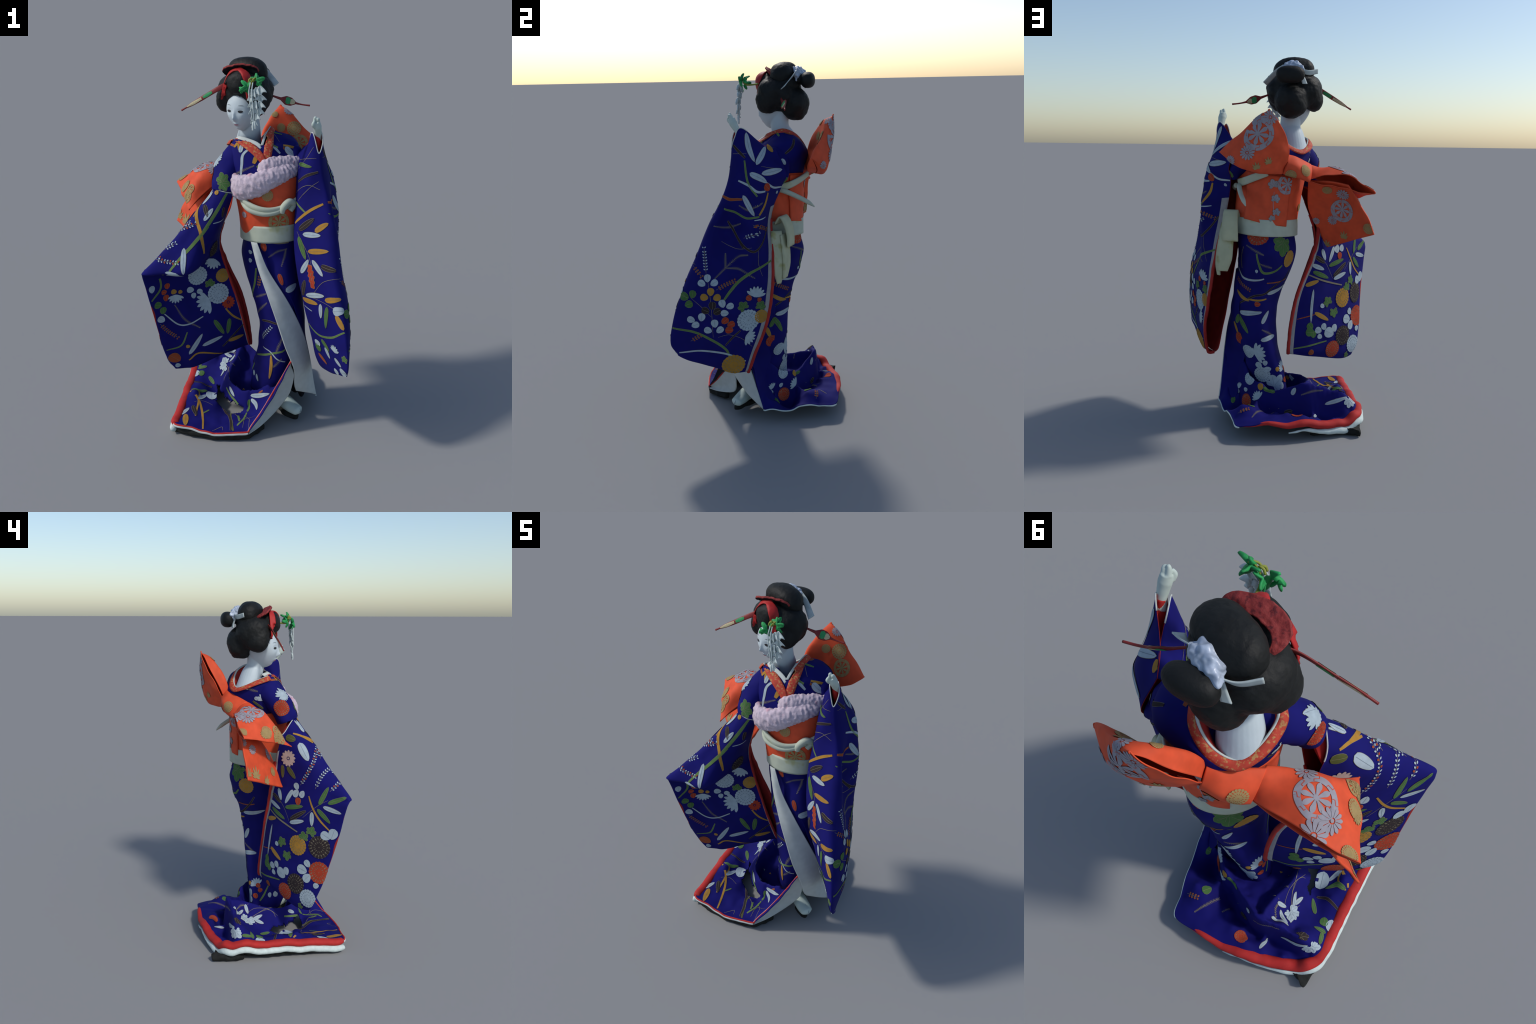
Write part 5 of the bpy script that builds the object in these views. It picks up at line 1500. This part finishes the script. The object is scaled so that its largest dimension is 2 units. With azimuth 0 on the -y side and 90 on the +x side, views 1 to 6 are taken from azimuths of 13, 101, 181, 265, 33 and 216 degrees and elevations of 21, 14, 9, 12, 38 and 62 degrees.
    ("oval", "sleeve_left", "white", 0, (0.565, 0.643), (0.611, 0.654)),
    ("oval", "sleeve_left", "white", 0, (0.634, 0.664), (0.599, 0.677)),
    ("oval", "sleeve_left", "white", 0, (0.697, 0.647), (0.711, 0.678)),
    ("oval", "sleeve_left", "white", 0, (0.660, 0.685), (0.697, 0.694)),
    ("oval", "sleeve_left", "white", 0, (0.750, 0.677), (0.722, 0.697)),
    ("oval", "sleeve_left", "green", 0, (0.559, 0.541), (0.564, 0.570)),
    ("oval", "sleeve_left", "green", 0, (0.461, 0.558), (0.543, 0.569)),
    ("oval", "sleeve_left", "green", 0, (0.577, 0.587), (0.532, 0.596)),
    ("oval", "sleeve_left", "red", 0, (0.766, 0.643), (0.740, 0.662)),
    ("oval", "sleeve_left", "red", 0, (0.807, 0.662), (0.770, 0.672)),
    ("oval", "sleeve_left", "red", 0, (0.763, 0.688), (0.806, 0.689)),
    ("chrys", "sleeve_left", "white", 0.062, (0.879, 0.653)),
    ("chrys", "sleeve_left", "gold", 0.038, (0.954, 0.641)),
    ("lobed", "sleeve_left", "green", 0.041, (0.844, 0.608), (0.61,)),
    ("lobed", "sleeve_left", "green", 0.041, (0.936, 0.611), (-0.55,)),
    ("fan", "sleeve_left", "white", 0.061, (0.900, 0.571), (-0.26,)),
    ("oval", "sleeve_left", "red", 0, (0.846, 0.567), (0.878, 0.580)),
    ("oval", "sleeve_left", "red", 0, (0.914, 0.583), (0.941, 0.579)),
    ("fan", "sleeve_left", "white", 0.055, (0.886, 0.713), (-2.00,)),
    ("stroke", "sleeve_left", "green", 0.006, (0.471, 0.683), (0.618, 0.703), (0.714, 0.733), (0.789, 0.771), (0.815, 0.811)),
    ("stroke", "sleeve_left", "white", 0.005, (0.509, 0.847), (0.666, 0.789), (0.792, 0.789), (0.940, 0.821)),
    ("stroke", "sleeve_left", "brown", 0.004, (0.779, 0.751), (0.812, 0.717), (0.847, 0.691)),
    ("chrys", "sleeve_left", "gold", 0.066, (0.848, 0.838)),
    ("sprig", "sleeve_left", "rust", 0, (0.602, 0.751), (0.644, 0.717)),
    ("stroke", "sleeve_left", "line", 0.001, (0.708, 0.717), (0.672, 0.605), (0.627, 0.514)),
    ("stroke", "sleeve_left", "line", 0.001, (0.734, 0.716), (0.789, 0.707), (0.866, 0.723), (0.954, 0.755)),
    ("stroke", "sleeve_left", "line", 0.001, (0.555, 0.568), (0.625, 0.601), (0.682, 0.638)),
    ("chrys", "skirt", "red", 0.068, (0.458, 0.090)),
    ("lobed", "skirt", "green", 0.081, (0.604, 0.154), (2.98,)),
    ("lobed", "skirt", "green", 0.054, (0.594, 0.161), (1.11,)),
    ("chrys", "skirt", "gold", 0.049, (0.651, 0.255)),
    ("fern", "skirt", "line", 0, (0.367, 0.185), (0.347, 0.254), (0.360, 0.310)),
    ("fern", "skirt", "line", 0, (0.390, 0.175), (0.446, 0.200), (0.493, 0.222)),
    ("fern", "skirt", "line", 0, (0.471, 0.276), (0.545, 0.301)),
    ("stroke", "skirt", "green", 0.006, (0.454, 0.215), (0.472, 0.294), (0.503, 0.334), (0.561, 0.323), (0.599, 0.285)),
    ("stroke", "skirt", "white", 0.006, (0.306, 0.309), (0.360, 0.360), (0.439, 0.380), (0.509, 0.369)),
    ("sprig", "skirt", "rust", 0, (0.282, 0.365), (0.353, 0.406), (0.424, 0.440)),
    ("stroke", "skirt", "brown", 0.005, (0.294, 0.539), (0.448, 0.475), (0.545, 0.453), (0.631, 0.387), (0.686, 0.322)),
    ("stroke", "skirt", "rust", 0.004, (0.533, 0.398), (0.671, 0.375)),
    ("stroke", "skirt", "gold", 0.005, (0.419, 0.489), (0.480, 0.491), (0.550, 0.486)),
    ("leaf", "skirt", "gold", 0.009, (0.316, 0.455), (0.371, 0.484), (0.431, 0.498)),
    ("oval", "skirt", "white", 0, (0.459, 0.312), (0.461, 0.333)),
    ("oval", "skirt", "white", 0, (0.298, 0.260), (0.307, 0.291)),
    ("oval", "skirt", "red", 0, (0.467, 0.509), (0.511, 0.509)),
    ("oval", "skirt", "gold", 0, (0.608, 0.837), (0.595, 0.865)),
    ("oval", "skirt", "white", 0, (0.459, 0.813), (0.486, 0.844)),
    ("oval", "skirt", "white", 0, (0.531, 0.791), (0.521, 0.825)),
    ("oval", "skirt", "white", 0, (0.505, 0.854), (0.558, 0.843)),
    ("leaf", "skirt", "white", 0.012, (0.548, 0.461), (0.622, 0.452), (0.718, 0.424)),
    ("leaf", "skirt", "white", 0.012, (0.356, 0.561), (0.531, 0.548)),
    ("leaf", "skirt", "white", 0.012, (0.535, 0.614), (0.588, 0.546)),
    ("leaf", "skirt", "green", 0.012, (0.338, 0.572), (0.393, 0.622), (0.430, 0.669)),
    ("leaf", "skirt", "green", 0.012, (0.287, 0.562), (0.317, 0.603)),
    ("leaf", "skirt", "white", 0.012, (0.518, 0.696), (0.655, 0.686)),
    ("fern", "skirt", "line", 0, (0.532, 0.645), (0.636, 0.685)),
    ("chrys", "skirt", "white", 0.041, (0.412, 0.766)),
    ("fan", "skirt", "white", 0.069, (0.458, 0.765), (-1.33,)),
    ("fan", "skirt", "white", 0.041, (0.446, 0.771), (-0.08,)),
    ("fan", "skirt", "white", 0.049, (0.679, 0.859), (0.47,)),
    ("chrys", "skirt", "white", 0.049, (0.480, 0.884)),
    ("lobed", "skirt", "white", 0.082, (0.557, 0.935), (-0.68,)),
    ("oval", "skirt", "red", 0, (0.677, 0.846), (0.710, 0.869)),
    ("oval", "skirt", "red", 0, (0.695, 0.887), (0.735, 0.881)),
    ("oval", "skirt", "red", 0, (0.660, 0.902), (0.688, 0.925)),
    ("oval", "skirt", "white", 0, (0.796, 0.905), (0.811, 0.930)),
    ("oval", "skirt", "white", 0, (0.835, 0.910), (0.876, 0.935)),
    ("stroke", "skirt", "green", 0.005, (0.779, 0.864), (0.757, 0.906), (0.717, 0.937)),
    ("leaf", "skirt", "red", 0.014, (0.985, 0.085), (0.997, 0.156)),
    ("stroke", "skirt", "green", 0.005, (0.005, 0.065), (0.064, 0.087), (0.135, 0.097)),
    ("fern", "skirt", "line", 0, (0.019, 0.193), (0.066, 0.155), (0.126, 0.143)),
    ("fern", "skirt", "line", 0, (0.089, 0.240), (0.110, 0.187), (0.116, 0.146)),
    ("fern", "skirt", "line", 0, (0.881, 0.427), (0.979, 0.390)),
    ("fern", "skirt", "line", 0, (0.836, 0.521), (0.968, 0.440)),
    ("fern", "skirt", "line", 0, (0.980, 0.698), (0.041, 0.604)),
    ("fern", "skirt", "line", 0, (0.991, 0.777), (0.039, 0.722)),
    ("oval", "skirt", "white", 0.011, (0.898, 0.178), (0.922, 0.173)),
    ("oval", "skirt", "white", 0.011, (0.895, 0.230), (0.922, 0.224)),
    ("stroke", "skirt", "green", 0.006, (0.942, 0.262), (0.901, 0.358), (0.826, 0.449)),
    ("sprig", "skirt", "rust", 0, (0.930, 0.367), (0.956, 0.308)),
    ("leaf", "skirt", "red", 0.01, (0.070, 0.277), (0.082, 0.336)),
    ("leaf", "skirt", "white", 0.016, (0.095, 0.374), (0.175, 0.350)),
    ("stroke", "skirt", "brown", 0.005, (0.888, 0.536), (0.949, 0.530), (0.017, 0.538)),
    ("sprig", "skirt", "white", 0, (0.855, 0.650), (0.960, 0.558)),
    ("stroke", "skirt", "green", 0.005, (0.796, 0.778), (0.921, 0.712), (0.057, 0.673)),
    ("stroke", "skirt", "white", 0.0035, (0.856, 0.695), (0.930, 0.693), (0.003, 0.726), (0.078, 0.748)),
    ("leaf", "skirt", "gold", 0.009, (0.947, 0.708), (0.970, 0.780), (0.978, 0.867)),
    ("leaf", "robe_side", "green", 0.012, (0.777, 0.377), (0.896, 0.344), (0.992, 0.310)),
    ("leaf", "robe_side", "gold", 0.01, (0.642, 0.372), (0.823, 0.455)),
    ("chrys", "robe_side", "red", 0.037, (0.866, 0.481)),
    ("lobed", "train", "white", 0.054, (0.464, 0.536), (2.88,)),
    ("lobed", "train", "white", 0.038, (0.475, 0.547), (0.82,)),
    ("lobed", "train", "brown", 0.053, (0.500, 0.784), (2.60,)),
    ("lobed", "train", "white", 0.048, (0.488, 0.882), (2.91,)),
    ("lobed", "train", "white", 0.048, (0.480, 0.893), (-2.25,)),
    ("leaf", "train", "white", 0.009, (0.566, 0.574), (0.521, 0.659)),
    ("leaf", "train", "white", 0.009, (0.509, 0.434), (0.473, 0.486)),
    ("leaf", "train", "white", 0.009, (0.520, 0.636), (0.512, 0.493)),
    ("leaf", "train", "white", 0.009, (0.444, 0.532), (0.400, 0.479)),
    ("leaf", "train", "white", 0.009, (0.434, 0.530), (0.394, 0.555)),
    ("leaf", "train", "white", 0.009, (0.558, 0.733), (0.491, 0.867)),
    ("leaf", "train", "green", 0.009, (0.457, 0.924), (0.427, 0.895)),
    ("leaf", "train", "green", 0.009, (0.405, 0.745), (0.373, 0.642)),
    ("leaf", "train", "white", 0.009, (0.274, 0.371), (0.226, 0.304)),
    ("stroke", "train", "line", 0.001, (0.474, 0.466), (0.437, 0.435), (0.383, 0.433), (0.351, 0.458), (0.343, 0.484)),
    ("stroke", "train", "line", 0.001, (0.455, 0.521), (0.418, 0.462), (0.376, 0.432), (0.304, 0.387)),
    ("fern", "train", "line", 0, (0.489, 0.413), (0.712, 0.019), (0.415, 0.413)),
    ("fern", "train", "line", 0, (0.549, 0.569), (0.537, 0.490), (0.515, 0.450)),
    ("chrys", "train", "red", 0.032, (0.658, 0.811)),
    ("stroke", "train", "green", 0.006, (0.299, 0.421), (0.213, 0.300), (0.100, 0.586)),
    ("leaf", "train", "white", 0.006, (0.623, 0.882), (0.595, 0.733)),
    ("stroke", "train", "line", 0.001, (0.286, 0.427), (0.199, 0.386), (0.108, 0.655)),
    ("stroke", "train", "olive", 0.005, (0.195, 0.382), (0.129, 0.589), (0.058, 0.914)),
    ("stroke", "train", "line", 0.001, (0.127, 0.390), (0.075, 0.515), (0.013, 0.890)),
    ("leaf", "train", "green", 0.011, (0.327, 0.909), (0.321, 0.809), (0.336, 0.714)),
    ("leaf", "train", "white", 0.011, (0.286, 0.784), (0.316, 0.704)),
    ("leaf", "train", "white", 0.011, (0.240, 0.942), (0.258, 0.872)),
    ("leaf", "train", "brown", 0.011, (0.264, 0.833), (0.221, 0.752)),
    ("leaf", "train", "green", 0.011, (0.151, 0.234), (0.145, 0.247), (0.133, 0.322)),
    ("leaf", "train", "white", 0.011, (0.141, 0.230), (0.114, 0.252), (0.093, 0.310)),
    ("leaf", "train", "white", 0.011, (0.352, 0.303), (0.199, 0.258)),
    ("leaf", "train", "white", 0.011, (0.148, 0.221), (0.101, 0.219), (0.053, 0.222)),
    ("leaf", "train", "red", 0.011, (0.555, 0.004), (0.067, 0.166)),
    ("leaf", "train", "gold", 0.014, (0.237, 0.882), (0.178, 0.988)),
    ("stroke", "train", "brown", 0.006, (0.367, 0.949), (0.358, 0.788), (0.362, 0.669)),
    ("stroke", "train", "gold", 0.006, (0.321, 0.927), (0.288, 0.794), (0.251, 0.717), (0.199, 0.706), (0.139, 0.955)),
    ("stroke", "train", "brown", 0.006, (0.250, 0.452), (0.187, 0.434), (0.124, 0.616), (0.072, 0.882)),
    ("stroke", "train", "green", 0.005, (0.132, 0.333), (0.094, 0.568), (0.082, 0.712)),
    ("stroke", "train", "line", 0.001, (0.115, 0.957), (0.118, 0.791), (0.098, 0.877)),
    ("stroke", "train", "line", 0.001, (0.198, 0.403), (0.145, 0.454), (0.108, 0.516)),
    ("stroke", "train", "line", 0.001, (0.052, 0.771), (0.099, 0.476), (0.064, 0.449)),
    ("oval", "train", "green", 0, (0.417, 0.876), (0.397, 0.848)),
    ("oval", "train", "white", 0, (0.416, 0.961), (0.391, 0.923)),
    ("oval", "train", "gold", 0.012, (0.352, 0.214), (0.177, 0.256)),
    ("stroke", "train", "rust", 0.004, (0.110, 0.208), (0.092, 0.195)),
    ("oval", "train", "white", 0, (0.340, 0.658), (0.293, 0.615)),
    ("stroke", "train", "line", 0.001, (0.275, 0.826), (0.280, 0.719), (0.258, 0.588)),
    ("stroke", "train", "green", 0.004, (0.225, 0.675), (0.238, 0.612)),
    ("leaf", "train", "green", 0.009, (0.425, 0.927), (0.436, 0.802)),
    ("oval", "train", "white", 0.006, (0.523, 0.593), (0.524, 0.530)),
    ("stroke", "train", "line", 0.001, (0.422, 0.574), (0.455, 0.525), (0.379, 0.445), (0.332, 0.469)),
    ("sprig", "train", "rust", 0, (0.824, 0.822), (0.784, 0.662)),
    ("fern", "train", "line", 0, (0.767, 0.810), (0.755, 0.605), (0.716, 0.346)),
    ("fern", "train", "line", 0, (0.718, 0.624), (0.678, 0.427)),
    ("leaf", "train", "brown", 0.01, (0.665, 0.509), (0.646, 0.587)),
    ("oval", "train", "green", 0, (0.785, 0.575), (0.778, 0.462)),
    ("oval", "train", "green", 0.02, (0.928, 0.520), (0.911, 0.399)),
    ("chrys", "train", "red", 0.040, (0.852, 0.260)),
    ("fan", "train", "white", 0.032, (0.902, 0.166), (0.67,)),
    ("oval", "train", "white", 0, (0.947, 0.043), (0.903, 0.175)),
    ("oval", "train", "white", 0, (0.872, 0.218), (0.849, 0.232)),
    ("leaf", "train", "white", 0.011, (0.643, 0.534), (0.632, 0.563)),
    ("leaf", "train", "green", 0.012, (0.748, 0.278), (0.685, 0.330)),
    ("oval", "train", "gold", 0.014, (0.761, 0.253), (0.759, 0.281)),
    ("fern", "train", "line", 0, (0.626, 0.635), (0.598, 0.675), (0.556, 0.698)),
    ("leaf", "train", "white", 0.011, (0.562, 0.706), (0.289, 0.782)),
    ("stroke", "train", "gold", 0.005, (0.220, 0.762), (0.304, 0.790), (0.328, 0.915)),
    ("chrys", "train", "white", 0.036, (0.838, 0.206)),
    ("fan", "train", "white", 0.047, (0.767, 0.295), (0.72,)),
    ("stroke", "bodice", "white", 0.007, (0.944, 0.817), (0.915, 0.543), (0.914, 0.324), (0.898, 0.101)),
    ("leaf", "bodice", "white", 0.01, (0.902, 0.578), (0.906, 0.866)),
    ("stroke", "bodice", "gold", 0.008, (0.864, 0.683), (0.893, 0.949)),
    ("stroke", "bodice", "gold", 0.011, (0.962, 0.339), (0.969, 0.632)),
    ("stroke", "bodice", "green", 0.007, (0.975, 0.255), (0.009, 0.354)),
    ("fern", "bodice", "line", 0, (0.816, 0.088), (0.899, 0.198), (0.965, 0.297)),
    ("stroke", "bodice", "white", 0.007, (0.059, 0.823), (0.101, 0.459)),
    ("stroke", "bodice", "gold", 0.006, (0.132, 0.617), (0.220, 0.501)),
    ("leaf", "bodice", "white", 0.016, (0.141, 0.564), (0.165, 0.439), (0.202, 0.337)),
    ("stroke", "bodice", "line", 0.001, (0.196, 0.986), (0.122, 0.724)),
    ("lobed", "upper_sleeve_right", "green", 0.049, (0.135, 0.764), (0.27,)),
    ("lobed", "upper_sleeve_right", "green", 0.053, (0.148, 0.802), (-1.57,)),
    ("fan", "upper_sleeve_right", "white", 0.050, (0.305, 0.497), (0.35,)),
    ("fan", "upper_sleeve_right", "white", 0.043, (0.299, 0.479), (-2.79,)),
    ("chrys", "upper_sleeve_right", "red", 0.047, (0.409, 0.615)),
    ("leaf", "upper_sleeve_right", "white", 0.008, (0.252, 0.508), (0.285, 0.363)),
    ("stroke", "bodice", "rust", 0.007, (0.172, 0.462), (0.800, 0.906), (0.861, 0.723)),
    ("stroke", "bodice", "green", 0.006, (0.091, 0.620), (0.790, 0.634)),
    ("stroke", "bodice", "gold", 0.005, (0.886, 0.898), (0.893, 0.640)),
    ("fern", "bodice", "line", 0, (0.687, 0.708), (0.739, 0.488)),
    ("fan", "bodice", "white", 0.047, (0.768, 0.262), (0.33,)),
    ("oval", "bodice", "white", 0, (0.727, 0.338), (0.743, 0.281)),
    ("stroke", "bodice", "olive", 0.006, (0.718, 0.250), (0.737, 0.176), (0.758, 0.103)),
    ("stroke", "bodice", "brown", 0.006, (0.352, 0.738), (0.336, 0.536), (0.301, 0.411)),
    ("stroke", "bodice", "rust", 0.008, (0.262, 0.954), (0.339, 0.918)),
    ("stroke", "bodice", "line", 0.001, (0.059, 0.853), (0.147, 0.987)),
    ("stroke", "bodice", "green", 0.005, (0.181, 0.990), (0.225, 0.857)),
    ("oval", "upper_sleeve_left", "white", 0, (0.055, 0.284), (0.060, 0.309)),
    ("leaf", "upper_sleeve_left", "white", 0.01, (0.196, 0.426), (0.113, 0.524)),
    ("leaf", "upper_sleeve_left", "green", 0.012, (0.068, 0.779), (0.926, 0.862)),
    ("wheel", "bow_loop_left", "silver", 0.085, (0.644, 0.452)),
    ("daisy", "bow_loop_left", "silver", 0.039, (0.656, 0.629)),
    ("daisy", "bow_loop_left", "silver", 0.033, (0.538, 0.295)),
    ("daisy", "bow_loop_left", "silver", 0.039, (0.604, 0.111)),
    ("maple", "bow_loop_left", "brass", 0.036, (0.825, 0.621), (0.24,)),
    ("maple", "bow_loop_left", "brass", 0.036, (0.755, 0.717), (0.33,)),
    ("daisy", "bow_loop_left", "silver", 0.027, (0.596, 0.761)),
    ("chrys", "bow_loop_left", "brass", 0.024, (0.268, 0.401)),
    ("chrys", "bow_loop_left", "brass", 0.041, (0.343, 0.496)),
    ("chrys", "bow_loop_left", "brass", 0.019, (0.330, 0.236)),
    ("daisy", "bow_loop_left", "silver", 0.029, (0.465, 0.270)),
    ("wheel", "bow_loop_left", "brass", 0.048, (0.321, 0.613)),
    ("wheel", "bow_loop_right", "silver", 0.073, (0.269, 0.623)),
    ("daisy", "bow_loop_right", "silver", 0.035, (0.163, 0.350)),
    ("daisy", "bow_loop_right", "silver", 0.048, (0.261, 0.991)),
    ("daisy", "bow_loop_right", "silver", 0.043, (0.344, 0.765)),
    ("wheel", "bow_loop_right", "brass", 0.032, (0.380, 0.343)),
    ("chrys", "bow_loop_right", "brass", 0.030, (0.446, 0.607)),
    ("chrys", "bow_loop_right", "brass", 0.023, (0.421, 0.964)),
    ("wheel", "bow_loop_right", "brass", 0.042, (0.433, 0.334)),
    ("daisy", "bow_loop_right", "brass", 0.029, (0.450, 0.649)),
    ("chrys", "bow_loop_right", "brass", 0.033, (0.432, 0.583)),
    ("daisy", "bow_loop_right", "brass", 0.033, (0.437, 0.360)),
    ("chrys", "bow_loop_right", "brass", 0.024, (0.435, 0.976)),
    ("chrys", "bow_knot", "brass", 0.034, (0.275, 0.621)),
    ("chrys", "bow_knot", "brass", 0.031, (0.452, 0.197)),
    ("wheel", "bow_tail", "silver", 0.071, (0.532, 0.504)),
    ("daisy", "bow_tail", "silver", 0.039, (0.705, 0.207)),
    ("daisy", "bow_tail", "silver", 0.029, (0.299, 0.642)),
    ("daisy", "bow_tail", "silver", 0.023, (0.043, 0.546)),
    ("maple", "bow_tail", "brass", 0.043, (0.405, 0.933), (-0.12,)),
    ("maple", "bow_tail", "brass", 0.044, (0.028, 0.968), (-0.08,)),
    ("chrys", "bow_tail", "brass", 0.031, (0.935, 0.867)),
    ("chrys", "bow_tail", "brass", 0.028, (0.418, 0.128)),
    ("maple", "bow_tail_underside", "brass", 0.066, (0.749, 0.931), (-0.35,)),
    ("maple", "bow_tail_underside", "brass", 0.049, (0.965, 0.914), (-0.12,)),
    ("maple", "bow_tail_underside", "brass", 0.045, (0.438, 0.980), (-0.54,)),
    ("daisy", "bow_tail_underside", "silver", 0.028, (0.752, 0.464)),
    ("daisy", "bow_tail_underside", "silver", 0.037, (0.223, 0.536)),
    ("chrys", "bow_tail_underside", "brass", 0.026, (0.209, 0.802)),
    ("daisy", "bow_tail_underside", "silver", 0.027, (0.986, 0.288)),
    ("wheel", "sash_end", "silver", 0.056, (0.907, 0.860)),
    ("lobed", "sash_end", "silver", 0.038, (0.628, 0.782), (0.23,)),
    ("lobed", "sash_end", "silver", 0.033, (0.681, 0.494), (-0.31,)),
    ("lobed", "sash_end", "silver", 0.030, (0.728, 0.227), (-0.18,)),
    ("lobed", "sash_end", "silver", 0.023, (0.657, 0.108), (0.34,)),
    ("stroke", "sash_end", "silver", 0.0015, (0.648, 0.665), (0.650, 0.378), (0.718, 0.115)),
    ("wheel", "sash", "brass", 0.046, (0.437, 0.667)),
    ("maple", "sash", "brass", 0.041, (0.423, 0.301), (0.21,)),
    ("chrys", "sash", "brass", 0.030, (0.014, 0.732)),
    ("wheel", "sash", "brass", 0.056, (0.068, 0.229)),
    ("daisy", "sash", "silver", 0.016, (0.949, 0.754)),
    ("daisy", "sash", "silver", 0.018, (0.893, 0.359)),
    ("maple", "sash", "brass", 0.034, (0.432, 0.308), (0.32,)),
    ("chrys", "sash", "brass", 0.021, (0.723, 0.387)),
]
#MOTIFS-END
for kind, surf, colour, size, *uv in MOTIFS:
    if kind in ("leaf", "oval", "stroke", "cluster"):
        PRINT[kind](surf, colour, uv, **({"w": size} if size else {}))
    elif kind == "fern":
        fern(surf, colour, uv)
    elif kind == "sprig":
        sprig(surf, colour, uv, "red" if size else None)
    else:
        PRINT[kind](surf, colour, *uv[0], size, *(uv[1] if len(uv) > 1 else ()))

OWNER = {"sleeve_right": "sleeve", "sleeve_left": "sleeve.001", "bodice": "bodice", "skirt": "skirt", "train": "train", "robe_side": "robe_side",
         "upper_sleeve_right": "upper_sleeve", "upper_sleeve_left": "upper_sleeve.001", "bow_loop_left": "bow_loop", "bow_loop_right": "bow_loop.001",
         "bow_tail": "bow_tail", "bow_tail_underside": "bow_tail", "bow_knot": "bow_knot", "sash": "sash", "sash_end": "sash_end"}
groups = {}
for (surf, colour, kind), (V, F) in FILM.items():
    groups.setdefault((surf, kind), []).append((colour, V, F))
for (surf, kind), parts in groups.items():
    VV, FF, idx, mats = [], [], [], []
    for k, (colour, V, F) in enumerate(parts):
        off = len(VV)
        VV += list(V)
        FF += [tuple(off + i for i in f) for f in F]
        idx += [k] * len(F)
        mats.append(ink(colour))
    add(kind, VV, FF, mats, bpy.data.objects[OWNER[surf]], idx, True, "stuff")
